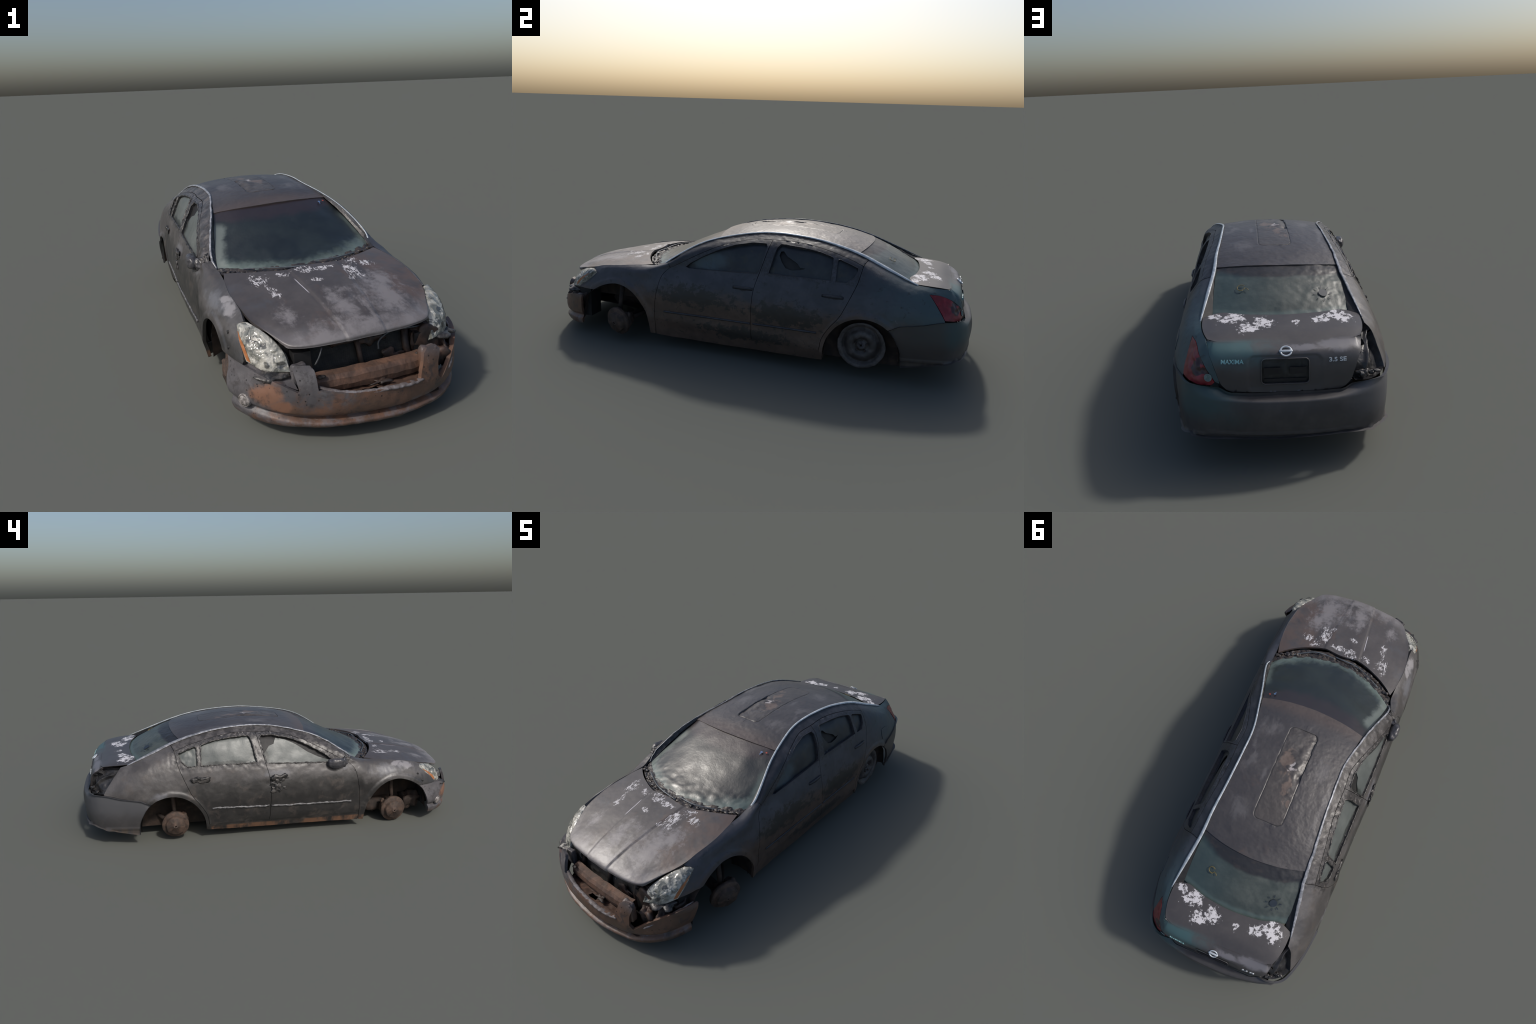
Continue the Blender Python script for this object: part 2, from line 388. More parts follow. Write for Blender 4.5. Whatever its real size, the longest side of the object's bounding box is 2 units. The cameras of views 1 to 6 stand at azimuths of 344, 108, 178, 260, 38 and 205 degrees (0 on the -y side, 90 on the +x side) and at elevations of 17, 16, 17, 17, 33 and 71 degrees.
DECALM = mat_simple("dark_sun_decal", (.022, .030, .042), (.032, .042, .055), 40, .45, bump=0)
YELLOWM = mat_simple("yellow_marker", (.13, .105, .035), (.17, .13, .045), 40, .5, bump=0)

# ------------------------------------------------------------------ geometry helpers
def add_mesh(name, verts, faces, mat, parent=root, smooth=True, stuff=False):
    me = bpy.data.meshes.new(name)
    me.from_pydata([tuple(map(float, v)) for v in verts], [], [tuple(map(int, f)) for f in faces])
    me.validate()
    me.update()
    me.polygons.foreach_set("use_smooth", [smooth] * len(me.polygons))
    mats = mat if isinstance(mat, (list, tuple)) else [mat]
    for q in mats: me.materials.append(q)
    ob = bpy.data.objects.new(name, me)
    bpy.context.scene.collection.objects.link(ob)
    ob.parent = parent
    if stuff: ob["kind"] = "stuff"
    return ob

def join(parts):
    V, F, k = [], [], 0
    for v, f in parts:
        V += [tuple(q) for q in v]
        F += [tuple(i + k for i in q) for q in f]
        k += len(v)
    return V, F

def cr(P, t):
    """Catmull-Rom through the rows of P at parameters t"""
    P = np.asarray(P, float); n = len(P)
    t = np.clip(np.asarray(t, float), 0, n - 1 - 1e-9)
    i = np.floor(t).astype(int)
    f = (t - i).reshape(t.shape + (1,) * (P.ndim - 1))
    g = lambda k: P[np.clip(k, 0, n - 1)]
    p1, p2 = g(i), g(i + 1)
    p0 = np.where((i == 0).reshape(f.shape), 2 * p1 - p2, g(i - 1))
    p3 = np.where((i == n - 2).reshape(f.shape), 2 * p2 - p1, g(i + 2))
    return .5 * (2 * p1 + (p2 - p0) * f + (2 * p0 - 5 * p1 + 4 * p2 - p3) * f * f + (3 * p1 - p0 - 3 * p2 + p3) * f ** 3)

def curve(pts, n=8):
    """smooth polyline through control points, n pieces each"""
    pts = np.asarray(pts, float)
    return [tuple(q) for q in cr(pts, np.linspace(0, len(pts) - 1, (len(pts) - 1) * n + 1))]

class Patch:
    """smooth surface through a grid of control points; u along rows, v along columns"""
    def __init__(s, G, dense=(14, 12)):
        s.G = np.asarray(G, float); s.nu, s.nv = s.G.shape[:2]; s.memo = {}
        U, V = np.meshgrid(np.linspace(0, s.nu - 1, (s.nu - 1) * dense[0] + 1), np.linspace(0, s.nv - 1, (s.nv - 1) * dense[1] + 1), indexing="ij")
        s.su, s.sv = U.ravel(), V.ravel()
        s.sp = s(s.su, s.sv)
        mid = s(np.linspace(0, s.nu - 1, 400), np.full(400, (s.nv - 1) * .5))
        s.len = np.concatenate([[0], np.cumsum(np.linalg.norm(np.diff(mid, axis=0), axis=1))])
        s.lt = np.linspace(0, s.nu - 1, 400)
        mv = s(np.full(200, (s.nu - 1) * .5), np.linspace(0, s.nv - 1, 200))
        s.vs = np.linalg.norm(np.diff(mv, axis=0), axis=1).sum() / (s.nv - 1)
    def __call__(s, u, v):
        u = np.atleast_1d(np.asarray(u, float)); v = np.atleast_1d(np.asarray(v, float))
        R = cr(s.G, u); n = s.nv; k = np.arange(len(u))
        t = np.clip(v, 0, n - 1 - 1e-9); i = np.floor(t).astype(int); f = (t - i)[:, None]
        g = lambda j: R[k, np.clip(j, 0, n - 1)]
        p1, p2 = g(i), g(i + 1)
        p0 = np.where((i == 0)[:, None], 2 * p1 - p2, g(i - 1)); p3 = np.where((i == n - 2)[:, None], 2 * p2 - p1, g(i + 2))
        return .5 * (2 * p1 + (p2 - p0) * f + (2 * p0 - 5 * p1 + 4 * p2 - p3) * f * f + (3 * p1 - p0 - 3 * p2 + p3) * f ** 3)
    def normal(s, u, v, e=.02):
        u = np.atleast_1d(u); v = np.atleast_1d(v)
        du = s(np.clip(u + e, 0, s.nu - 1), v) - s(np.clip(u - e, 0, s.nu - 1), v)
        dv = s(u, np.clip(v + e, 0, s.nv - 1)) - s(u, np.clip(v - e, 0, s.nv - 1))
        n = np.cross(du, dv)
        return n / np.maximum(np.linalg.norm(n, axis=1), 1e-9)[:, None]
    def find(s, p, umax=None):
        """(u,v) of the surface point nearest to p; a pair means (y,z)"""
        key = (tuple(np.round(np.asarray(p, float), 6)), umax)
        if key in s.memo: return s.memo[key]
        p = np.asarray(p, float); k = slice(3 - len(p), 3)
        d = ((s.sp[:, k] - p) ** 2).sum(1)
        if umax is not None: d = d + (s.su > umax) * 9.
        i = d.argmin(); u, v = s.su[i], s.sv[i]
        for _ in range(4):
            e = 1e-3
            f0 = s(u, v)[0][k]; J = np.stack([(s(u + e, v)[0][k] - f0) / e, (s(u, v + e)[0][k] - f0) / e], 1)
            st = np.linalg.lstsq(J.T @ J + np.eye(2) * 1e-9, J.T @ (p - f0), rcond=None)[0]
            u = float(np.clip(u + np.clip(st[0], -.2, .2), 0, s.nu - 1.001)); v = float(np.clip(v + np.clip(st[1], -.2, .2), 0, s.nv - 1.001))
        s.memo[key] = (u, v)
        return u, v
    def ab(s, u, v): return np.stack([np.interp(u, s.lt, s.len), np.asarray(v) * s.vs], -1)
    def uv(s, ab): return np.interp(ab[:, 0], s.len, s.lt), ab[:, 1] / s.vs

def inside(poly, pts):
    x, y = pts[:, 0], pts[:, 1]; r = np.zeros(len(pts), bool)
    for (x1, y1), (x2, y2) in zip(poly, np.roll(poly, -1, 0)):
        c = (y1 > y) != (y2 > y)
        with np.errstate(divide="ignore", invalid="ignore"):
            r ^= c & (x < (x2 - x1) * (y - y1) / (y2 - y1) + x1)
    return r

def edge_dist(poly, pts):
    d = np.full(len(pts), 9.)
    for a, b in zip(poly, np.roll(poly, -1, 0)):
        ab = b - a; t = np.clip(((pts - a) @ ab) / max(ab @ ab, 1e-12), 0, 1)
        d = np.minimum(d, np.linalg.norm(pts - a - t[:, None] * ab, axis=1))
    return d

def resample(poly, h):
    out = []
    for a, b in zip(poly, np.roll(poly, -1, 0)):
        n = max(1, int(np.linalg.norm(b - a) / h + .5))
        out += [a + (b - a) * k / n for k in range(n)]
    return np.array(out)

def shrink(poly, g):
    area = .5 * np.sum(poly[:, 0] * np.roll(poly[:, 1], -1) - np.roll(poly[:, 0], -1) * poly[:, 1])
    s = 1 if area > 0 else -1
    p, n = np.roll(poly, 1, 0), np.roll(poly, -1, 0)
    e1 = (poly - p) / np.maximum(np.linalg.norm(poly - p, axis=1), 1e-9)[:, None]
    e2 = (n - poly) / np.maximum(np.linalg.norm(n - poly, axis=1), 1e-9)[:, None]
    n1 = np.stack([-e1[:, 1], e1[:, 0]], 1) * s; n2 = np.stack([-e2[:, 1], e2[:, 0]], 1) * s
    m = n1 + n2; m /= np.maximum((m * n1).sum(1), .5)[:, None]
    return poly + m * g

def fbm(p, f, o=3):
    return noise.fractal(Vector(p) * f, 1.0, 2.0, o, noise_basis="PERLIN_ORIGINAL")

def panel(patch, outline, holes=(), side=1, h=.0065, gap=.0011, lift=0., disp=None, flare=False, flange=.008, umax=None, warp=None, flip=False, rim_at=None):
    """cut a sheet out of a patch: outline and holes are lists of (y,z) or xyz points.
    Returns verts, faces with turned-in edges."""
    def loop(pts, g):
        uv = np.array([patch.find(p, umax) for p in pts])
        a = patch.ab(uv[:, 0], uv[:, 1])
        keep = np.linalg.norm(a - np.roll(a, 1, 0), axis=1) > 1e-4
        return shrink(resample(a[keep], h), g)
    loops = [loop(outline, gap)] + [loop(q, -gap * .0) for q in holes]
    lo, hi = loops[0].min(0), loops[0].max(0)
    nx, ny = int((hi[0] - lo[0]) / h) + 1, int((hi[1] - lo[1]) / (h * .87)) + 1
    gx, gy = np.meshgrid(np.arange(nx + 1), np.arange(ny + 1), indexing="ij")
    g = np.stack([lo[0] + (gx + .5 * (gy % 2)) * h, lo[1] + gy * h * .87], -1).reshape(-1, 2)
    k = inside(loops[0], g) & (edge_dist(loops[0], g) > .45 * h)
    for q in loops[1:]: k &= ~inside(q, g) & (edge_dist(q, g) > .45 * h)
    g = g[k]
    V, E = [], []
    for q in loops:
        o = len(V); V += [tuple(r) for r in q]
        E += [(o + i, o + (i + 1) % len(q)) for i in range(len(q))]
    V += [tuple(r) for r in g]
    cv, ce, cf, *_ = geometry.delaunay_2d_cdt([Vector(v) for v in V], E, [], 0, 1e-7)
    P2 = np.array([tuple(v) for v in cv]); F = np.array([tuple(f) for f in cf])
    cen = P2[F].mean(1)
    k = inside(loops[0], cen)
    for q in loops[1:]: k &= ~inside(q, cen)
    F = F[k]
    u, v = patch.uv(P2)
    P, N = patch(u, v), patch.normal(u, v)
    if flip: N = -N
    if side < 0: P = P * (-1, 1, 1); N = N * (-1, 1, 1)
    if warp is None and patch is SKIN: warp = lean
    if warp is not None: P = warp(P)
    off = np.full(len(P), lift)
    if flare: off = off + arch_flare(P)
    if disp is not None: off = off + np.array([disp(p) for p in P])
    P0 = P.copy()
    P = P + N * off[:, None]
    # orient faces along N
    fn = np.cross(P[F[:, 1]] - P[F[:, 0]], P[F[:, 2]] - P[F[:, 0]])
    rev = (fn * N[F[:, 0]]).sum(1) < 0
    F[rev] = F[rev][:, ::-1]
    faces = [tuple(f) for f in F]
    if flange:
        ed = {}
        for f in faces:
            for a, b in ((f[0], f[1]), (f[1], f[2]), (f[2], f[0])):
                ed[(a, b)] = 1
        rim = [(a, b) for (a, b) in ed if (b, a) not in ed]
        ids = sorted({a for e in rim for a in e}); top = {a: len(P) + i for i, a in enumerate(ids)}; bot = {a: len(P) + len(ids) + i for i, a in enumerate(ids)}
        P = np.vstack([P, P[ids], P[ids] - N[ids] * flange if rim_at is None else P0[ids] + N[ids] * rim_at])
        faces += [(top[b], top[a], bot[a], bot[b]) for a, b in rim]
    return P, faces

def sheet(patch, nu, nv, lift=0., disp=None, flange=.008, flip=False, u0=0., u1=None, v0=0., v1=None, warp=None):
    """whole patch (or a parameter window of it) as a grid with turned-in edges"""
    u1 = patch.nu - 1 if u1 is None else u1; v1 = patch.nv - 1 if v1 is None else v1
    U, V = np.meshgrid(np.linspace(u0, u1, nu), np.linspace(v0, v1, nv), indexing="ij")
    P, N = patch(U.ravel(), V.ravel()), patch.normal(U.ravel(), V.ravel())
    if flip and N[:, 2].mean() < 0: N = -N          # top surfaces: normal upwards
    if warp is not None: P = warp(P)
    off = np.full(len(P), lift)
    if disp is not None: off = off + np.array([disp(p) for p in P])
    P = P + N * off[:, None]
    i = np.arange(nu * nv).reshape(nu, nv)
    F = np.stack([i[:-1, :-1], i[1:, :-1], i[1:, 1:], i[:-1, 1:]], -1).reshape(-1, 4)
    fn = np.cross(P[F[:, 1]] - P[F[:, 0]], P[F[:, 2]] - P[F[:, 0]])
    if ((fn * N[F[:, 0]]).sum(1) < 0).mean() > .5: F = F[:, ::-1]; s = -1
    else: s = 1
    faces = [tuple(f) for f in F]
    if flange:
        rim = list(i[:, 0]) + list(i[-1, 1:]) + list(i[-2::-1, -1]) + list(i[0, -2:0:-1])
        n0 = len(P); m = len(rim)
        P = np.vstack([P, P[rim], P[rim] - N[rim] * flange])
        for k in range(m):
            a, b = n0 + k, n0 + (k + 1) % m
            q = (a, b, b + m, a + m)
            faces.append(q if s < 0 else q[::-1])
    return P, faces

def tube(path, rad, n=10, flat=1., up=(0, 0, 1), caps=True):
    """swept round or flattened bar; rad may be a list"""
    path = np.asarray(path, float); m = len(path)
    rad = np.full(m, rad) if np.isscalar(rad) else np.interp(np.linspace(0, 1, m), np.linspace(0, 1, len(rad)), rad)
    T = np.gradient(path, axis=0); T /= np.linalg.norm(T, axis=1)[:, None]
    V, F = [], []
    for i in range(m):
        a = np.cross(T[i], up); a /= np.linalg.norm(a); b = np.cross(a, T[i])
        for k in range(n):
            w = 2 * math.pi * k / n
            V.append(path[i] + rad[i] * (math.cos(w) * a + flat * math.sin(w) * b))
    for i in range(m - 1):
        for k in range(n):
            F.append((i * n + k, i * n + (k + 1) % n, (i + 1) * n + (k + 1) % n, (i + 1) * n + k))
    if caps: F += [tuple(range(n - 1, -1, -1)), tuple(range((m - 1) * n, m * n))]
    return np.array(V), F

def lathe(profile, n=48, rough=0.):
    """profile (radius, x) turned about the x axis"""
    V, F = [], []
    for r, x in profile:
        for k in range(n):
            w = 2 * math.pi * k / n
            V.append((x, r * math.cos(w), r * math.sin(w)))
    m = len(profile)
    for i in range(m - 1):
        for k in range(n):
            F.append((i * n + k, i * n + (k + 1) % n, (i + 1) * n + (k + 1) % n, (i + 1) * n + k))
    F += [tuple(range(n)), tuple(range(m * n - 1, (m - 1) * n - 1, -1))]
    V = np.array(V)
    if rough: V = V + np.array([[fbm(v + 3, 60) * rough, fbm(v + 7, 45) * rough, fbm(v + 11, 45) * rough] for v in V])
    return V, F

def box(c, s, div=1):
    c, s = np.array(c), np.array(s) / 2
    V = [c + s * q for q in [(-1, -1, -1), (1, -1, -1), (1, 1, -1), (-1, 1, -1), (-1, -1, 1), (1, -1, 1), (1, 1, 1), (-1, 1, 1)]]
    return V, [(0, 3, 2, 1), (4, 5, 6, 7), (0, 1, 5, 4), (1, 2, 6, 5), (2, 3, 7, 6), (3, 0, 4, 7)]

def lumpy(c, r, n=20, amp=.15, f=40., e=2.):
    """noisy rounded lump; e > 2 makes it boxier"""
    V, F = [], []
    for i in range(n + 1):
        for k in range(2 * n):
            t, p = math.pi * i / n, math.pi * k / n
            q = np.array([math.sin(t) * math.cos(p), math.sin(t) * math.sin(p), math.cos(t)])
            q = np.sign(q) * np.abs(q) ** (2 / e)
            o = np.array(c) + q * r
            V.append(o + q * np.array(r) * amp * fbm(o, f))
    for i in range(n):
        for k in range(2 * n):
            a, b = i * 2 * n + k, i * 2 * n + (k + 1) % (2 * n)
            F.append((a, a + 2 * n, b + 2 * n, b))
    return np.array(V), F

def ss(x, a, b):
    t = min(1., max(0., (x - a) / (b - a))); return t * t * (3 - 2 * t)

# ------------------------------------------------------------------ body side skin
SEC = [
 (-.85, [(.315, .05), (.325, .09), (.330, .13), (.334, .17), (.334, .20), (.331, .22), (.325, .235), (.318, .25), (.308, .265)]),
 (-.78, [(.335, .05), (.345, .09), (.352, .13), (.356, .17), (.357, .20), (.353, .23), (.342, .262), (.325, .293), (.299, .313)]),
 (-.70, [(.345, .05), (.355, .09), (.362, .13), (.366, .17), (.367, .21), (.363, .25), (.350, .295), (.331, .325), (.303, .3365)]),
 (-.60, [(.350, .05), (.360, .09), (.367, .13), (.370, .17), (.371, .22), (.366, .27), (.352, .315), (.334, .342), (.3085, .3505)]),
 (-.50, [(.348, .05), (.358, .09), (.366, .13), (.369, .17), (.371, .23), (.366, .285), (.350, .333), (.330, .356), (.300, .362)]),
 (-.42, [(.343, .05), (.354, .09), (.365, .13), (.369, .17), (.372, .235), (.366, .295), (.350, .345), (.328, .366), (.297, .369)]),
 (-.35, [(.340, .05), (.352, .09), (.365, .13), (.370, .17), (.373, .24), (.367, .305), (.352, .362), (.326, .386), (.303, .400)]),
 (-.28, [(.338, .05), (.351, .09), (.366, .13), (.371, .17), (.374, .24), (.368, .31), (.350, .373), (.318, .418), (.287, .447)]),
 (-.20, [(.337, .05), (.351, .09), (.366, .13), (.371, .17), (.374, .24), (.368, .31), (.350, .377), (.308, .440), (.262, .490)]),
 (-.10, [(.337, .05), (.351, .09), (.366, .13), (.371, .17), (.374, .24), (.368, .31), (.350, .381), (.300, .458), (.235, .522)]),
 (.03, [(.337, .05), (.351, .09), (.366, .13), (.371, .17), (.374, .24), (.368, .31), (.349, .385), (.293, .470), (.208, .546)]),
 (.15, [(.337, .05), (.351, .09), (.366, .13), (.371, .17), (.374, .24), (.368, .31), (.348, .389), (.291, .474), (.206, .555)]),
 (.30, [(.338, .05), (.352, .09), (.365, .13), (.370, .17), (.373, .24), (.367, .31), (.346, .392), (.291, .471), (.212, .547)]),
 (.42, [(.340, .05), (.354, .09), (.364, .13), (.369, .17), (.371, .24), (.365, .31), (.343, .393), (.293, .461), (.222, .526)]),
 (.52, [(.342, .05), (.355, .09), (.363, .13), (.368, .17), (.370, .24), (.363, .31), (.339, .390), (.293, .447), (.226, .497)]),
 (.63, [(.340, .05), (.352, .09), (.359, .13), (.364, .17), (.366, .24), (.357, .31), (.331, .380), (.294, .422), (.244, .454)]),
 (.72, [(.334, .05), (.345, .09), (.352, .13), (.356, .17), (.358, .24), (.348, .31), (.320, .370), (.291, .398), (.259, .416)]),
 (.80, [(.322, .05), (.333, .09), (.339, .13), (.342, .17), (.344, .24), (.333, .30), (.306, .352), (.283, .384), (.258, .402)]),
]
G = [[(x, y, z) for x, z in s] for y, s in SEC]
G += [
 [(.300, .875, .05), (.310, .875, .09), (.317, .877, .13), (.321, .878, .17), (.322, .88, .23), (.310, .882, .285), (.284, .882, .332), (.262, .882, .366), (.235, .880, .397)],
 [(.260, .915, .05), (.270, .915, .09), (.276, .917, .13), (.280, .920, .17), (.281, .925, .23), (.271, .924, .285), (.252, .916, .335), (.236, .905, .370), (.221, .883, .3965)],
 [(.215, .935, .05), (.217, .935, .09), (.218, .937, .13), (.219, .940, .17), (.220, .945, .23), (.217, .942, .285), (.213, .935, .34), (.209, .920, .373), (.204, .886, .3955)],
 [(.115, .945, .05), (.115, .945, .09), (.116, .945, .13), (.117, .948, .17), (.118, .955, .23), (.119, .950, .29), (.118, .941, .345), (.114, .926, .376), (.111, .889, .392)],
 [(0, .945, .05), (0, .945, .09), (0, .945, .13), (0, .948, .17), (0, .956, .23), (0, .951, .29), (0, .942, .345), (0, .928, .376), (0, .891, .390)],
]
for col in G[:18]:                            # narrower belt, fuller glasshouse, wider feet towards the nose
    y = col[0][1]
    w = ss(y, -.46, -.33) * (1 - ss(y, .48, .72)); wf = 1 - ss(y, -.45, .15)
    for v, d in ((5, -.006 * w), (6, -.015 * w), (7, .006 * w), (0, .012 * wf), (1, .008 * wf), (2, .004 * wf)):
        col[v] = (col[v][0] + d, y, col[v][2])
    wn, wr = 1 - ss(y, -.48, -.40), ss(y, .05, .2) * (1 - ss(y, .55, .7))
    for v, dx, dz in ((5, -.003, 0), (6, -.007, -.002), (7, -.007, -.005)): col[v] = (col[v][0] + dx * wn, y, col[v][2] + dz * wn)
    for v in (2, 3, 4, 5): col[v] = (col[v][0] - .004 * wr, y, col[v][2])
    wb = ss(y, -.36, -.25) * (1 - ss(y, .50, .62))             # full round shoulder under the roof rail
    p6, p8 = np.array(col[6]), np.array(col[8])
    q = p6 * .34 + p8 * .66 + np.array((.030 * (p8[2] - p6[2]) / .166, 0, .003))
    col[7] = tuple(np.array(col[7]) * (1 - wb) + q * wb)
SKIN = Patch(G)
def lean(P):
    """the flanks stand a little towards the car's right, more so at the nose"""
    P = np.array(P, float); y, z = P[:, 1], P[:, 2]
    S = lambda t: np.clip(t, 0, 1) ** 2 * (3 - 2 * np.clip(t, 0, 1))
    k = S((y + .46) / .14); z0, z1 = .30 + .06 * k, .352 + .14 * k
    P[:, 0] -= .010 * (1 - S((y + .10) / .65)) * (1 - S((z - z0) / (z1 - z0)))
    left = P[:, 0] > 0; low = 1 - S((z - .09) / .08)
    P[:, 0] += np.where(left, .010, 0) * low * S((y + .35) / .3) * (1 - S((y - .42) / .1))
    P[:, 2] += np.where(left, -.008, .005) * (1 - S((z - .05) / .05)) * S((y + .5) / .2) * (1 - S((y - .42) / .1))
    return P
UM = 17.5                                    # (y,z) look-ups stay on the flank, not the tail corner

FRONT_ARCH = [(-.428, .055), (-.436, .13), (-.459, .18), (-.497, .228), (-.54, .256), (-.585, .268), (-.63, .266), (-.68, .250), (-.722, .226)]
REAR_ARCH = [(.392, .070), (.398, .13), (.415, .175), (.450, .220), (.495, .249), (.540, .261), (.585, .260), (.627, .247), (.655, .229)]
BCUT = [(.073, .099), (.068, .233), (.071, .322), (.089, .400), (.105, .46), (.121, .531)]
DOOR_TOP_F = [(.121, .531), (.04, .527), (-.04, .510), (-.10, .492), (-.17, .462), (-.24, .425), (-.31, .385), (-.338, .372)]
DOOR_FRONT = [(-.338, .372), (-.372, .335), (-.388, .270), (-.398, .20), (-.400, .099)]
DOOR_TOP_R = [(.121, .531), (.20, .533), (.30, .525), (.40, .506), (.47, .486), (.528, .464)]
DOOR_REAR = [(.528, .464), (.517, .409), (.504, .371), (.472, .295), (.452, .255), (.415, .208), (.386, .155), (.377, .099)]
WIN_F = [(.081, .393), (.092, .43), (.106, .505), (.098, .516), (.04, .514), (-.04, .499), (-.085, .484), (-.13, .465), (-.19, .434), (-.24, .403), (-.262, .383), (-.245, .378), (-.16, .381), (-.04, .386)]
WIN_R = [(.128, .398), (.138, .45), (.150, .505), (.165, .520), (.26, .515), (.34, .505), (.395, .491), (.402, .485), (.404, .398), (.27, .398)]
WIN_Q = [(.422, .398), (.420, .480), (.428, .484), (.470, .470), (.508, .456), (.510, .445), (.495, .417), (.468, .396)]

def arch_flare(P):
    """raised lip round the wheel openings (array of points in, offsets out)"""
    o = np.zeros(len(P))
    for pts in (FRONT_ARCH, REAR_ARCH):
        f = np.array(ARCH_FINE[id(pts)])
        d = np.sqrt(((P[:, None, 1:] - f[None]) ** 2).sum(-1).min(1))
        t = np.clip((d - .016) / .014, 0, 1)
        o = np.maximum(o, .0045 * (1 - t * t * (3 - 2 * t)))
    return o
ARCH_FINE = {id(q): curve(q, 4) for q in (FRONT_ARCH, REAR_ARCH)}

def side_disp(side):
    def f(p):
        o = 0.
        a = .0022 if side < 0 else .0014
        o += a * fbm(p, 9, 3) + .0005 * fbm(p, 60, 2)
        if side < 0:
            if p[2] > .375 and p[1] < .56:            # blistered frames round the windows
                o += .0042 * max(0, fbm(p, 50, 3)) - .001
            # pushed-in dents along the doors
            o -= .006 * math.exp(-((p[1] + .40) / .02) ** 2 - ((p[2] - .23) / .03) ** 2)
            o -= .003 * math.exp(-((p[1] - .08) / .03) ** 2 - ((p[2] - .30) / .02) ** 2)
        else:
            if p[2] > .375 and p[1] < .56: o += .0018 * max(0, fbm(p, 45, 3))
        return o
    return f

fender_out = (curve(FRONT_ARCH, 5)[:-1] + [(-.722, .226), (-.76, .224), (-.83, .224)] + curve([(-.83, .232), (-.80, .262), (-.765, .292), (-.742, .309)], 4)
              + curve([(-.755, .3195), (-.70, .3365), (-.60, .3505), (-.50, .362), (-.42, .369)], 4)
              + curve([(-.395, .377), (-.36, .394)], 2) + DOOR_FRONT[:1] + curve(DOOR_FRONT, 4)[1:-1] + [(-.400, .099), (-.401, .055)])
fdoor_out = curve(BCUT, 4)[:-1] + curve(DOOR_TOP_F, 4)[:-1] + curve(DOOR_FRONT, 4)
rdoor_out = curve(BCUT, 4)[:-1] + curve(DOOR_TOP_R, 4)[:-1] + curve(DOOR_REAR, 4)
sill_out = [(-.401, .099), (-.2, .099), (.073, .099), (.377, .099), (.392, .085), (.392, .058), (.2, .052), (-.1, .051), (-.401, .051)]
TAIL_IN = [(.290, .804, .381), (.271, .846, .374), (.257, .898, .353), (.236, .933, .322), (.214, .943, .290)]
TAIL_OUT = [(.290, .804, .381), (.302, .838, .338), (.312, .872, .284)]
TAIL_BOT = [(.312, .872, .284), (.285, .912, .279), (.250, .932, .277), (.214, .943, .281)]
TRUNK_CUT = [(.240, .872, .3965), (.233, .893, .380), (.221, .916, .355), (.209, .936, .318), (.198, .946, .286), (.180, .951, .266)]
rail_c = [(y, z) for y, z in ((.528, .464), (.545, .4895))]
SKINP = lambda y, z: tuple(SKIN(*SKIN.find((y, z), UM))[0])
def flank(y, z, side): return lean([np.array(SKINP(y, z)) * (side, 1, 1)])[0]
quarter_out = ([SKINP(*q) for q in curve(REAR_ARCH, 5)] + [SKINP(.70, .250), SKINP(.75, .257), SKINP(.80, .265)] + [(.322, .845, .274), (.314, .874, .279)]
               + curve(TAIL_OUT[::-1], 4) + curve(TAIL_IN, 4)[1:] + [(.200, .946, .284)]
               + curve(TRUNK_CUT[:5][::-1], 4)[1:] + [(.250, .84, .399), (.258, .80, .402), (.263, .755, .406)]
               + [SKINP(.72, .416), SKINP(.63, .454), SKINP(.56, .482), SKINP(.545, .4895)] + [SKINP(*q) for q in curve(DOOR_REAR, 4)] + [SKINP(.377, .088)])
railside_out = (curve([(-.345, .401), (-.28, .447), (-.20, .490), (-.10, .522), (.03, .546), (.15, .555), (.30, .547), (.42, .526), (.545, .4895)], 5)
                + curve(DOOR_TOP_R[::-1], 4)[:-1] + curve(DOOR_TOP_F, 4) + [(-.36, .392)])

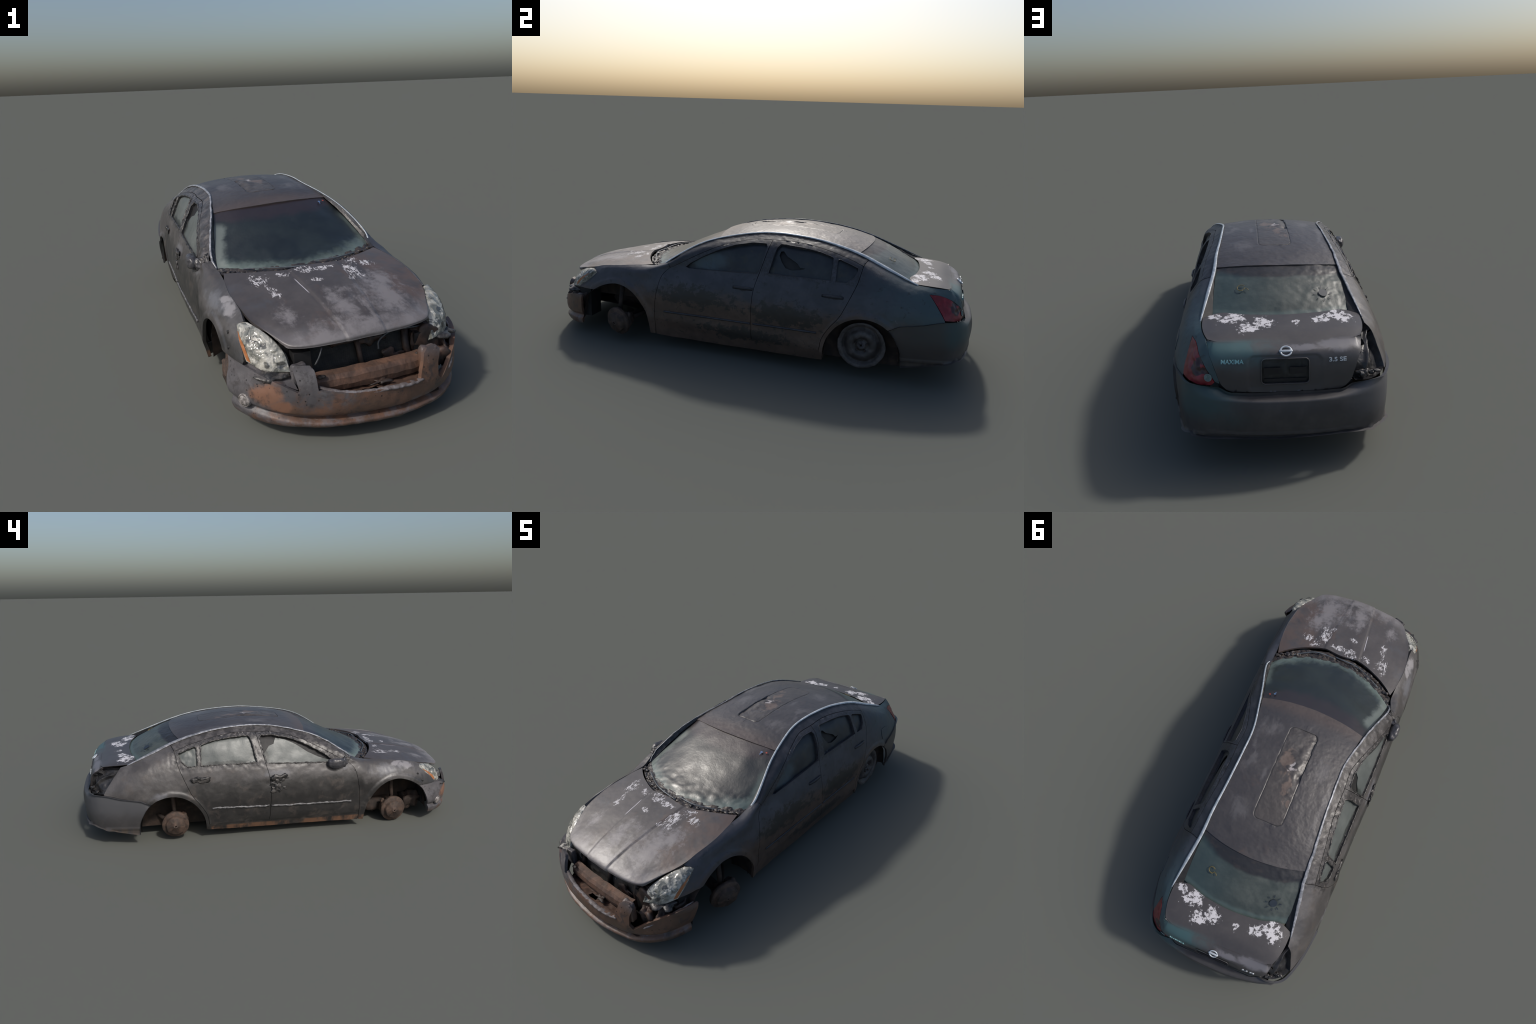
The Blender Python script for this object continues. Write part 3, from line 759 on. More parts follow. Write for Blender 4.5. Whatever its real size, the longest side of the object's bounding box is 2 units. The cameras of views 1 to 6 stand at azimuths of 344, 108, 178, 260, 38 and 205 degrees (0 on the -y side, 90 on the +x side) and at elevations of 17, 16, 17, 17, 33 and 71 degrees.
TAIL_TOP_R = (.268, .788, .4015)
TAIL_OUT_R = [TAIL_TOP_R, (.288, .806, .380), (.302, .838, .338), (.312, .872, .284)]
quarter_r = ([SKINP(*q) for q in curve(REAR_ARCH, 5)] + [SKINP(.70, .250), SKINP(.75, .257), SKINP(.80, .265)] + [(.322, .845, .274), (.314, .874, .279)]
             + curve(TAIL_OUT_R[::-1], 4) + [(.263, .755, .406)]
             + [SKINP(.72, .416), SKINP(.63, .454), SKINP(.56, .482), SKINP(.545, .4895)] + [SKINP(*q) for q in curve(DOOR_REAR, 4)] + [SKINP(.377, .088)])
for side in (-1, 1):
    dsp = side_disp(side)
    add_mesh("fender", *panel(SKIN, fender_out, side=side, disp=dsp, flare=True, umax=UM, flange=.012), SIDE[side])
    door_f = add_mesh("door", *panel(SKIN, fdoor_out, [WIN_F], side=side, disp=dsp, umax=UM, flange=.020), SIDE[side])
    door_r = add_mesh("door", *panel(SKIN, rdoor_out, [WIN_R, WIN_Q], side=side, disp=dsp, flare=True, umax=UM, flange=.020), SIDE[side])
    holes = []
    add_mesh("quarter_panel", *panel(SKIN, quarter_out if side > 0 else quarter_r, holes, side=side, disp=dsp, flare=True, flange=.012), SIDE[side])
    add_mesh("roof_side_rail", *panel(SKIN, railside_out, side=side, disp=dsp, umax=UM, flange=.010), FRAMEM[side])
    add_mesh("sill", *panel(SKIN, sill_out, side=side, disp=dsp, umax=UM, flange=.03, lift=-.002), SIDE[side])
    # window glass, set back into the frames
    gl = lambda p: .0030 * fbm(p, 11, 2) + .0008 * fbm(p, 30, 2)
    wf = WIN_F
    if side < 0:   # this pane has slipped down: dark slot above it
        wf = [(.085, .385), (.094, .43), (.060, .47), (.035, .478), (.022, .505), (-.02, .497), (-.075, .472), (-.13, .435), (-.19, .405), (-.255, .385), (-.262, .372), (-.16, .373), (-.04, .378)]
    grow = lambda w: [tuple(np.mean(w, 0) + (np.array(q) - np.mean(w, 0)) * (1 + .006 / max(.02, np.linalg.norm(np.array(q) - np.mean(w, 0))))) for q in w]
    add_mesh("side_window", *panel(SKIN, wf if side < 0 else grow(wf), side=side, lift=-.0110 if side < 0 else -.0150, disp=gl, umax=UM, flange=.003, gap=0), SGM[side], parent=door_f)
    if side < 0: add_mesh("dark_slot_pane", *panel(SKIN, grow(WIN_F), side=side, lift=-.0150, disp=lambda p: .002 * fbm(p, 30, 3), umax=UM, flange=0, gap=0), SHELLM, parent=door_f)  # dark pane behind the slot above the slipped glass
    hole = [[(.163, .480), (.168, .497), (.180, .499), (.198, .480), (.222, .468), (.247, .455), (.262, .438), (.285, .437), (.262, .429), (.225, .424), (.198, .430), (.178, .452)]] if side > 0 else []
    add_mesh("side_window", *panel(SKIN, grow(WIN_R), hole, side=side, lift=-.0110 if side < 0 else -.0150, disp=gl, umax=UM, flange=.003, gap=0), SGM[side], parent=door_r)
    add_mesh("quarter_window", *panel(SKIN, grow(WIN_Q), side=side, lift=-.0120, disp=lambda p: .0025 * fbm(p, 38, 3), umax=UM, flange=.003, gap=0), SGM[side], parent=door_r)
    # seals round the panes: melted and crumbly on the sunny side, thin on the other
    for par, w in ((door_f, WIN_F), (door_r, WIN_R), (door_r, WIN_Q)):
        base = np.array([flank(*q, side) for q in w + w[:1]])
        line = np.vstack([base[i] + (base[i + 1] - base[i]) * np.linspace(0, 1, max(2, int(np.linalg.norm(base[i + 1] - base[i]) / .004)))[:-1, None] for i in range(len(w))] + [base[:1]])
        if side < 0: line = line + np.array([[fbm(p, 60) * .002, fbm(p + 3, 60) * .003, fbm(p + 7, 60) * .003] for p in line])
        r = [.0034 + .0022 * fbm(p + 1, 70) for p in line] if side < 0 else [.0016] * len(line)
        add_mesh("window_seal", *tube(line - (side * .001, 0, 0), r, 7, 1., (side, .01, .3), caps=False), CRUSTM if side < 0 else FRAMEM[1], parent=par)
    # charred liner behind the gaps
    liner = (curve(FRONT_ARCH, 4) + [(-.80, .225), (-.80, .28), (-.74, .318), (-.60, .346), (-.45, .364), (-.36, .390)] + curve([(-.28, .442), (-.10, .517), (.15, .550), (.30, .542), (.52, .492), (.63, .449), (.72, .412)], 4)
             + [(.79, .398), (.79, .268), (.70, .245)] + curve(REAR_ARCH[::-1], 4) + [(.38, .06), (-.42, .06)])
    add_mesh("inner_shell", *panel(SKIN, liner, side=side, lift=-.026, umax=UM, flange=0, h=.012), SHELLM)

    # rub strips on the doors, warped on the sunny side
    for par, (a, b) in ((door_f, (-.352, .066)), (door_r, (.078, .362))):
        ys = np.linspace(a, b, 46)
        pts = []
        for y in ys:
            z = .1705 + (y + .35) * (.027 if side < 0 else .008)
            w = (.0045 * fbm((y, side, 0), 20, 3)) if side < 0 else 0
            q = flank(y, z + w, side) + (.0012 * side, 0, 0)
            pts.append(tuple(q))
        rs = [.0035 + (.0022 * fbm((y * 3, 1, side), 25, 3) if side < 0 else 0) for y in ys]
        add_mesh("door_strip", *tube(pts, rs, 8, 1.3), RUBM if side < 0 else FRAMEM[1], parent=par)
    # door handles
    for par, (y, z) in ((door_f, (.022, .322)), (door_r, (.418, .334))):
        c = flank(y, z, side)
        if side < 0:
            V, F = join([lumpy(c + (-.001, 0, 0), (.006, .042, .015), 16, 1.1, 60), lumpy(c + (-.002, 0, .006), (.006, .040, .006), 14, .9, 50)])
            add_mesh("door_handle", V, F, CRUSTM, parent=par)
            if par is door_f:
                V, F = join([lumpy(flank(y + dy, z + dz, side), (.004, .022, .014), 12, 1.4, 70) for dy, dz in ((.02, -.03), (-.005, -.045), (.025, -.055), (.0, -.02))])
                add_mesh("burnt_handle_residue", V, F, CRUSTM, parent=par, stuff=True)
        else:
            V, F = join([tube([c + (-.003, -.045, .002), c + (.002, -.03, .004), c + (.003, .0, .004), c + (.002, .03, .004), c + (-.003, .045, .002)], .005, 8, 1.4), lumpy(c + (-.004, 0, -.006), (.007, .028, .012), 12, .5, 40)])
            add_mesh("door_handle", V, F, FRAMEM[1], parent=par)
    # pale roof trim along the drip rail down to the boot
    RAIL = [(.300, -.392, .369), (.3055, -.35, .402), (.288, -.28, .449), (.2625, -.20, .4925), (.236, -.10, .524), (.2085, .03, .5485), (.2065, .15, .5575), (.2125, .30, .5495), (.2225, .42, .5285), (.2275, .52, .4995), (.245, .63, .456), (.2645, .755, .4065)]
    pts = np.array(curve(RAIL, 8)) * (side, 1, 1)
    if side < 0:
        pts = pts + np.array([[fbm(p, 30) * .002 * ss(.3, p[1], .35), 0, fbm(p + 5, 40) * .0025 * ss(.3 - p[1], 0, .3)] for p in pts])
    add_mesh("roof_trim", *tube(pts, [.0040, .0046, .0042, .0040, .0040, .0042, .0046, .0052, .0064, .0078, .0080, .003], 12, .42, (.55 * side, 0, 1)), TRIMM[side])

# ------------------------------------------------------------------ top surfaces
def full(cols):
    """mirror half columns (centre first) into a full-width control grid"""
    c = [np.array(q, float) for q in cols]
    return Patch([q * (-1, 1, 1) for q in c[:0:-1]] + c)

HOOD = full([
 [(0, -.542, .378), (0, -.62, .3685), (0, -.72, .3530), (0, -.82, .3310), (0, -.89, .3100), (0, -.926, .292), (0, -.928, .277)],
 [(.092, -.548, .377), (.087, -.63, .3665), (.08, -.725, .3505), (.07, -.82, .3285), (.064, -.89, .3060), (.062, -.924, .290), (.062, -.926, .276)],
 [(.19, -.512, .376), (.2, -.6, .3625), (.195, -.7, .3460), (.185, -.79, .3245), (.172, -.865, .304), (.166, -.911, .287), (.165, -.915, .275)],
 [(.255, -.472, .372), (.270, -.56, .3600), (.270, -.66, .3440), (.252, -.76, .3245), (.229, -.838, .302), (.222, -.889, .287), (.221, -.894, .275)],
 [(.287, -.445, .3675), (.303, -.52, .3590), (.308, -.61, .3475), (.302, -.69, .3355), (.290, -.757, .3210), (.262, -.822, .3030), (.235, -.872, .2800)],
])
def hood_disp(p):
    xc = .064 + (p[1] + .90) * .082
    o = .0022 * (1 - ss(abs(p[0]), xc - .006, xc + .006)) - .0018 * math.exp(-((abs(p[0]) - xc) / .004) ** 2)
    return o + .0016 * fbm(p, 8, 3) + .0003 * fbm(p, 70, 2)
add_mesh("hood", *sheet(HOOD, 150, 130, disp=hood_disp, flange=.010, flip=True), HOODM)

WS = full([
 [(0, -.505, .372), (0, -.39, .4195), (0, -.27, .4740), (0, -.150, .5265)],
 [(.15, -.478, .372), (.143, -.37, .4190), (.133, -.262, .4720), (.12, -.143, .5240)],
 [(.245, -.432, .370), (.236, -.335, .4150), (.215, -.235, .4670), (.195, -.133, .5190)],
 [(.296, -.390, .367), (.281, -.31, .4120), (.259, -.22, .4640), (.232, -.122, .5125)],
])
ws_disp = lambda p: .0022 * fbm(p, 9, 2) + .0018 * fbm(p, 34, 2) * ss(.43 - p[2], 0, .05)
windshield = add_mesh("windshield", *sheet(WS, 110, 70, lift=-.0025, disp=ws_disp, flange=.004, flip=True), WSM)

def crown(c0, c3, f1=.45, f2=.76, p=2.2):
    """full-width grid from centre line and edge line with a rounded crown"""
    c0, c3 = np.array(c0, float), np.array(c3, float)
    col = lambda f: np.stack([c3[:, 0] * f, c0[:, 1] + (c3[:, 1] - c0[:, 1]) * f ** 2, c0[:, 2] + (c3[:, 2] - c0[:, 2]) * f ** p], 1)
    return full([c0, col(f1), col(f2), c3])
ROOF = crown([(0, -.163, .5240), (0, -.05, .5510), (0, .08, .566), (0, .2, .5685), (0, .33, .559), (0, .43, .5445), (0, .537, .522)],
             [(.234, -.134, .510), (.217, -.035, .5360), (.205, .06, .5495), (.204, .2, .5545), (.210, .3, .5465), (.219, .4, .5300), (.2225, .497, .5045)])
SX, SY0, SY1 = .062, -.044, .383
def rr_dist(x, y, hx, y0, y1, r=.022):
    """signed distance to a rounded rectangle"""
    cy, hy = (y0 + y1) / 2, (y1 - y0) / 2
    qx, qy = abs(x) - hx + r, abs(y - cy) - hy + r
    return math.hypot(max(qx, 0), max(qy, 0)) + min(max(qx, qy), 0) - r
def rrect(x0, x1, z0, z1, r=.012, n=5):
    out = []
    for cx, cz, a in ((x1 - r, z1 - r, 0), (x0 + r, z1 - r, 90), (x0 + r, z0 + r, 180), (x1 - r, z0 + r, 270)):
        out += [(cx + r * math.cos(math.radians(a + 90 * k / n)), cz + r * math.sin(math.radians(a + 90 * k / n))) for k in range(n + 1)]
    return out
def roof_disp(p):
    d = rr_dist(p[0], p[1], SX, SY0, SY1)
    o = .0014 * fbm(p, 9, 3) + .0005 * fbm(p, 55, 2)
    if p[0] < 0: o += .0020 * max(0, fbm(p, 30, 3)) * ss(.06 - abs(d), 0, .05)
    d2 = d + .002 * fbm(p, 16, 2) * (1 if p[0] < 0 else .3)
    o -= .0015 * (1 - ss(abs(d2), .0006, .0022))                       # seam round the roof panel
    if d < 0:
        o += .0022 * fbm(p, 24, 3) * ss(.30 - p[1], 0, .15)           # heat-buckled pane
        o += .004 * math.exp(-((p[0] + .03) / .03) ** 2 - ((p[1] - .12) / .05) ** 2) - .006 * math.exp(-((p[0] + .05) / .012) ** 2 - ((p[1] - .165) / .02) ** 2)
        o -= .005 * math.exp(-((p[0] + .058) / .012) ** 2) * ss(.25 - p[1], 0, .1)
    return o
V, F = sheet(ROOF, 230, 330, disp=roof_disp, flange=.0060, flip=True)
V = np.array(V)
cen = np.array([V[list(f)].mean(0) for f in F])
pane = np.array([rr_dist(c[0], c[1], SX, SY0, SY1) < 0 for c in cen]) & (np.arange(len(F)) < 229 * 329)
def subset(V, F, k):
    F = [f for f, q in zip(F, k) if q]
    ids = sorted({i for f in F for i in f}); mp = {a: b for b, a in enumerate(ids)}
    return V[ids], [tuple(mp[i] for i in f) for f in F]
roof = add_mesh("roof", *subset(V, F, ~pane), ROOFM)
add_mesh("roof_panel", *subset(V, F, pane), PANELM, parent=roof)
top = np.array(V[:229 * 330 + 330])
seam = []
for x, y in rrect(-SX, SX, SY0, SY1, .022, 6): seam.append((x, y))
seam = resample(np.array(seam), .004)
line = []
for x, y in seam:
    if x < -.03: x += .0035 * fbm((x, y, 3), 14, 2); 
    q = top[((top[:, 0] - x) ** 2 + (top[:, 1] - y) ** 2).argmin()]
    line.append((x, y, q[2] - .0002))
add_mesh("roof_seam_dark_line", *tube(line + line[:1], [.0011 + (.0008 * max(0, fbm((p[0] * 3, p[1], 1), 18, 2)) if p[0] < 0 else 0) for p in line + line[:1]], 6, .7, caps=False), SHELLM, parent=roof)  # thin dark tube laid in the groove as the dark line round the panel

RG = crown([(0, .526, .5250), (0, .60, .4965), (0, .67, .4615), (0, .757, .4120)],
           [(.219, .487, .5075), (.2235, .56, .4810), (.2265, .63, .4500), (.229, .710, .4090)])
rg_disp = lambda p: .0014 * fbm(p, 14, 2) + .0016 * fbm(p, 40, 2) * (.35 + .65 * ss(.08 - p[0], 0, .25))
rear_window = add_mesh("rear_window", *sheet(RG, 110, 70, lift=-.0025, disp=rg_disp, flange=.004, flip=True), RGM)
def on_patch(patch, p, lift):
    u, v = patch.find(p); n = patch.normal(u, v)[0]
    if n[2] < 0: n = -n
    return patch(u, v)[0] + n * lift, n
# sun drawing on the rear glass: disc with eight rays
sc_, sn_ = on_patch(RG, (-.147, .657, .454), .0035)
t1 = np.cross(sn_, (0, 1, 0)); t1 /= np.linalg.norm(t1); t2 = np.cross(sn_, t1)
parts = []
def decal_disc(c, a, b, r0, r1, n=28):
    V, F = [], []
    for r, o in ((r0, 0), (r1, 0)):
        for k in range(n):
            w = 2 * math.pi * k / n; V.append(c + a * r * math.cos(w) + b * r * math.sin(w))
    F = [(k, (k + 1) % n, n + (k + 1) % n, n + k) for k in range(n)]
    if r0 < 1e-4: F = [(k, (k + 1) % n, n + (k + 1) % n, n + k) for k in range(n)]
    return V, F
parts.append(decal_disc(sc_, t1, t2, .0005, .0155))
for k in range(8):
    w = 2 * math.pi * (k + .3) / 8; d = t1 * math.cos(w) + t2 * math.sin(w); e = -t1 * math.sin(w) + t2 * math.cos(w)
    a, b = sc_ + d * .0235, sc_ + d * .034
    parts.append(([a - e * .0016, a + e * .0016, b + e * .0016, b - e * .0016], [(0, 1, 2, 3)]))
V, F = join(parts)
def thick(V, F, n, t):
    m = len(V); W = [tuple(np.array(v) - np.array(n) * t) for v in V]
    return list(V) + W, list(F) + [tuple(i + m for i in f[::-1]) for f in F]
add_mesh("sun_drawing", *thick(V, F, sn_, .006), DECALM, parent=rear_window, smooth=False)
rc_, rn_ = on_patch(RG, (.130, .629, .465), .0035)
t1 = np.cross(rn_, (0, 1, 0)); t1 /= np.linalg.norm(t1); t2 = np.cross(rn_, t1)
ring = [rc_ + t1 * .0135 * math.cos(w) + t2 * .0125 * math.sin(w) for w in np.linspace(.5, 6.0, 26)]
tail = [rc_ + t1 * .016 + t2 * -.006, rc_ + t1 * .022 + t2 * -.012, rc_ + t1 * .024 + t2 * -.018]
add_mesh("marker_ring", *join([tube(ring, .0016, 6, .6), tube(tail, .0016, 6, .6), tube([rc_ - t1 * .008 - t2 * .013, rc_ + t1 * .006 - t2 * .0135], .0017, 6, .6)]), YELLOWM, parent=rear_window)
# windshield stickers
for q, mt, nm in (((.193, -.173, .500), BLUEM, "sticker"), ((.213, -.164, .5005), REDM, "sticker")):
    c, n = on_patch(WS, q, .0040)
    a = np.cross(n, (0, 1, 0)); a /= np.linalg.norm(a); b = np.cross(n, a)
    ps = [decal_disc(c, a, b, .0003, .0052 if mt is BLUEM else .004)]
    if mt is BLUEM: ps.append(([c - a * .0018, c + a * .0018, c + a * .0015 + b * .014 * (-1 if b[1] > 0 else 1), c - a * .0015 + b * .014 * (-1 if b[1] > 0 else 1)], [(0, 1, 2, 3)]))
    add_mesh(nm, *thick(*join(ps), n, .007), mt, parent=windshield, smooth=False)

# dark channels beside both screens
def ribbon(a, b, n=40, m=4):
    A = cr(np.array(a, float), np.linspace(0, len(a) - 1, n)); B = cr(np.array(b, float), np.linspace(0, len(b) - 1, n))
    V = np.array([[A[i] + (B[i] - A[i]) * k / (m - 1) + (0, 0, .002 * fbm(A[i] + k, 60)) for k in range(m)] for i in range(n)]).reshape(-1, 3)
    q = np.arange(n * m).reshape(n, m)
    return V, [tuple(r) for r in np.stack([q[:-1, :-1], q[:-1, 1:], q[1:, 1:], q[1:, :-1]], -1).reshape(-1, 4)]
for side in (-1, 1):
    k = np.array((side, 1, 1))
    V, F = ribbon(np.array(RAIL[8:]) * k - (0, 0, .004), np.array([(.214, .44, .519), (.219, .501, .500), (.2265, .63, .446), (.227, .735, .400)]) * k)
    add_mesh("rear_screen_channel", V, F, SHELLM)
    V, F = ribbon(np.array(RAIL[:5]) * k - (0, 0, .004), np.array([(.294, -.392, .362), (.290, -.355, .386), (.276, -.285, .428), (.256, -.205, .474), (.228, -.105, .520)]) * k)
    add_mesh("screen_channel", V, F, CRUSTM)

# cowl trough with debris, wipers
COWL = full([
 [(0, -.550, .364), (0, -.525, .3665), (0, -.497, .373)],
 [(.15, -.520, .364), (.148, -.497, .3665), (.15, -.470, .373)],
 [(.235, -.476, .362), (.238, -.452, .3650), (.242, -.424, .372)],
 [(.292, -.434, .358), (.295, -.408, .3620), (.297, -.384, .368)],
])
add_mesh("cowl", *sheet(COWL, 150, 24, flip=True, disp=lambda p: .0045 * fbm(p, 45, 4), flange=.006), COWLM)
for a, b, c in (((.235, -.452, .366), (.12, -.512, .379), (.02, -.515, .382)), ((.02, -.53, .371), (-.10, -.515, .378), (-.22, -.455, .377))):
    add_mesh("wiper", *tube(curve([a, b, c], 8), [.0035, .003, .002], 8, .7), mat_simple("scorched_wiper_arm", (.06, .07, .08), (.13, .15, .17), 30, .4))
V, F = join([lumpy((x, -.524 + .38 * x * x * 3 + RNG.uniform(-.006, .01), .3655 + RNG.uniform(-.002, .002)), (RNG.uniform(.006, .016), RNG.uniform(.004, .009), .004), 7, 1.2, 80) for x in np.linspace(-.28, .28, 42)])
add_mesh("cowl_debris", V, F, COWLM, stuff=True)

# ------------------------------------------------------------------ trunk lid
TT = full([
 [(0, .749, .4195), (0, .80, .4140), (0, .85, .4045), (0, .8915, .3893)],
 [(.12, .739, .4195), (.115, .795, .4135), (.112, .848, .4050), (.111, .8895, .3910)],
 [(.20, .717, .4180), (.205, .782, .4125), (.202, .842, .4060), (.199, .8862, .3944)],
 [(.258, .735, .4095), (.256, .795, .4060), (.248, .84, .4025), (.236, .873, .3975)],
])
S = np.array(G)[18:]
TR = Patch(list(S) + [q * (-1, 1, 1) for q in S[-2::-1]])
PL = (-.068, .074, .283, .357)      # number plate recess: x range, z range
def tr3(x, z):
    """point of the tail face at (x, z)"""
    d = (TR.sp[:, 0] - x) ** 2 + (TR.sp[:, 2] - z) ** 2
    return tuple(TR.sp[d.argmin()] * (0, 1, 0) + np.array((x, 0, z)))
cut = curve(TRUNK_CUT, 4)
face_out = [(.236, .874, .3965)] + cut[1:] + [(.165, .953, .260), (.10, .955, .257), (0, .956, .256)]
face_out = face_out + [(-x, y, z) for x, y, z in face_out[::-1]][1:] + [(-.2, .886, .3945), (-.11, .889, .392), (0, .891, .390), (.11, .889, .392), (.2, .886, .3945)]
def face_disp(p):
    d = rr_dist(p[0] - .003, p[2], .108, .266, .364, .016)
    return .0010 * fbm(p, 10, 3) - .0022 * (1 - ss(abs(d), .001, .004)) - .002 * ss(-d, 0, .006)
V1, F1 = sheet(TT, 120, 50, flip=True, disp=lambda p: .0008 * fbm(p, 9, 3), flange=.002)
V2, F2 = panel(TR, face_out, [[tr3(x, z) for x, z in rrect(*PL)]], disp=face_disp, flange=.010, gap=.0002, h=.006)
trunk = add_mesh("trunk_lid", *join([(V1, F1), (V2, F2)]), TRUNKM)
V, F = panel(TR, [tr3(x, z) for x, z in rrect(PL[0] - .004, PL[1] + .004, PL[2] - .004, PL[3] + .004)], lift=-.009, disp=lambda p: .0012 * fbm(p, 60, 3) + .002 * (1 - ss(abs(p[0] - .003), .004, .008)), flange=0, gap=0)
plate = add_mesh("license_plate_recess", V, F, mat_simple("charred_plate", (.012, .013, .013), (.030, .031, .030), 30, .45), parent=trunk)

fr = [np.array(tr3(x, z)) + (0, .0012, .0004) for x, z in rrect(PL[0] - .001, PL[1] + .001, PL[2] - .001, PL[3] + .001)]
add_mesh("plate_frame", *tube(fr + fr[:1], .0018, 8, 1., (0, 1, .2), caps=False), TRUNKM, parent=trunk)
V, F = join([box((.003, .9445, .291), (.128, .004, .010)), box((-.035, .946, .322), (.05, .003, .020)), box((.042, .946, .322), (.05, .003, .020))])
add_mesh("plate_bracket", V, F, SHELLM, parent=plate, smooth=False)
def face_frame(x, z):
    u, v = TR.find(tr3(x, z)); n = TR.normal(u, v)[0]
    if n[1] < 0: n = -n
    return TR(u, v)[0], Vector(n)
def lettering(txt, xa, xb, z, h, mat, name):
    cu = bpy.data.curves.new(name, "FONT"); cu.body = txt; cu.size = 1; cu.extrude = .06; cu.offset = .02
    ob = bpy.data.objects.new(name, cu); bpy.context.scene.collection.objects.link(ob)
    bpy.context.view_layer.update()
    me = bpy.data.meshes.new_from_object(ob.evaluated_get(bpy.context.evaluated_depsgraph_get()))
    bpy.data.objects.remove(ob)
    co = np.array([tuple(v.co) for v in me.vertices]); lo, hi = co.min(0), co.max(0)
    out = []
    fr = [face_frame(xa + (xb - xa) * k / 24, z) for k in range(25)]
    for c in co:
        f = (c[0] - lo[0]) / (hi[0] - lo[0])
        k = min(23, int(f * 24)); t = f * 24 - k
        p = fr[k][0] * (1 - t) + fr[k + 1][0] * t; n = fr[k][1].lerp(fr[k + 1][1], t)
        up = Vector((0, 0, 1)) - n * n.z; up.normalize()
        out.append(Vector(p) + up * ((c[1] - lo[1]) / (hi[1] - lo[1]) - .5) * h + n * (.0006 + (c[2] / .06 + 1) * .0012))
    for v, q in zip(me.vertices, out): v.co = q
    me.materials.append(mat); me.name = name
    o = bpy.data.objects.new(name, me); bpy.context.scene.collection.objects.link(o); o.parent = trunk
    return o
lettering("MAXIMA", .194, .127, .352, .0125, LETTERM[1], "model_lettering")
lettering("3.5 SE", -.129, -.182, .3505, .0125, CHROMEM, "trim_lettering")
p, n = face_frame(0, .3765)
t1 = np.array((-1, 0, 0)); t2 = np.cross(np.array(n), t1); t2 = t2 if t2[2] > 0 else -t2
p = np.array(p) + np.array(n) * .002
w = np.linspace(0, 2 * math.pi, 41)[:-1]
ringp = [p + t1 * .0165 * math.cos(a) + t2 * .0150 * math.sin(a) for a in np.append(w, 0)]
bar = [p - t1 * .0205, p - t1 * .018, p + t1 * .018, p + t1 * .0205]
add_mesh("round_emblem", *join([tube(ringp, .0026, 8, 1., tuple(n), caps=False), tube(bar, [.003, .0042, .0042, .003], 8, 1., tuple(n))]), CHROMEM, parent=trunk)

# ------------------------------------------------------------------ rear bumper
def levels(plan, zc, zs, ic, isd, wts):
    """vertical stack of plan curves: centre and side heights and insets blended by wts"""
    plan = np.array(plan, float); T = np.gradient(plan, axis=0); N = np.stack([T[:, 1], -T[:, 0]], 1)
    N /= np.linalg.norm(N, axis=1)[:, None]
    if (N * (plan - (0, plan[:, 1].mean() * .3))).sum() < 0: N = -N
    grid = []
    for (x, y), n, w in zip(plan, N, wts):
        col = []
        for a, b, i, j in zip(zc, zs, ic, isd):
            ins = i + (j - i) * w
            col.append((max(0, x - n[0] * ins) if x > 0 else 0, y - n[1] * ins, a + (b - a) * w))
        grid.append(col)
    g = np.array(grid)
    return Patch(list(g[:0:-1] * (-1, 1, 1)) + list(g))
RB = levels([(0, .999), (.1, .995), (.19, .981), (.252, .961), (.295, .931), (.3225, .887), (.3455, .80), (.3605, .71), (.3655, .65)],
            [.100, .112, .126, .155, .20, .235, .247, .2495], [.058, .074, .094, .13, .18, .23, .262, .292],
            [.060, .018, .012, .004, 0, .005, .014, .052], [.050, .014, .009, .004, 0, .001, .005, .011],
            [0, 0, .25, .7, .95, 1, 1, 1, 1])
rb_top = [(.06, .985, .2490), (.14, .97, .2500), (.165, .957, .2560), (.178, .955, .267), (.196, .950, .282), (.214, .945, .280), (.25, .934, .2755), (.285, .913, .2775), (.312, .873, .2795), (.322, .845, .2755), (.345, .80, .2665), (.351, .75, .2588), (.358, .70, .2515)]
rb_side = [(.362, .655, .228), (.359, .675, .208), (.358, .692, .18), (.352, .708, .14), (.345, .714, .08)]
rb_bot = [(.338, .76, .082), (.325, .84, .095), (.288, .925, .114), (.2, .968, .118), (.1, .982, .119)]
half = [(0, .955, .2495)] + [(.1, .957, .2495), (.155, .955, .2500)] + rb_top[2:] + curve(rb_side, 3) + rb_bot
rb_out = half + [(0, .984, .120)] + [(-x, y, z + (.006 * ss(y, .75, .9) if z < .12 else 0)) for x, y, z in half[::-1][:-1]]
V, F = panel(RB, rb_out, lift=.001, disp=lambda p: .0016 * fbm(p, 8, 3) - .006 * (1 - ss(abs(p[2] - (.134 - .03 * ss(abs(p[0]), .2, .33))), .0012, .0045)), flange=.010, gap=.0010, h=.007, flare=True, warp=lambda P: P - np.array([(.003 * ss(-p[0], .2, .3) * ss(p[1], .72, .85), 0, 0) for p in P]))
rear_bumper = add_mesh("rear_bumper", V, F, RBM)
# back wall between trunk and bumper, behind the gaps
V, F = panel(TR, [(.21, .93, .39), (.20, .94, .20), (0, .95, .20), (-.20, .94, .20), (-.21, .93, .39), (0, .9, .389)], lift=-.014, flange=0, gap=0, h=.02)
add_mesh("tail_shell", V, F, SHELLM)

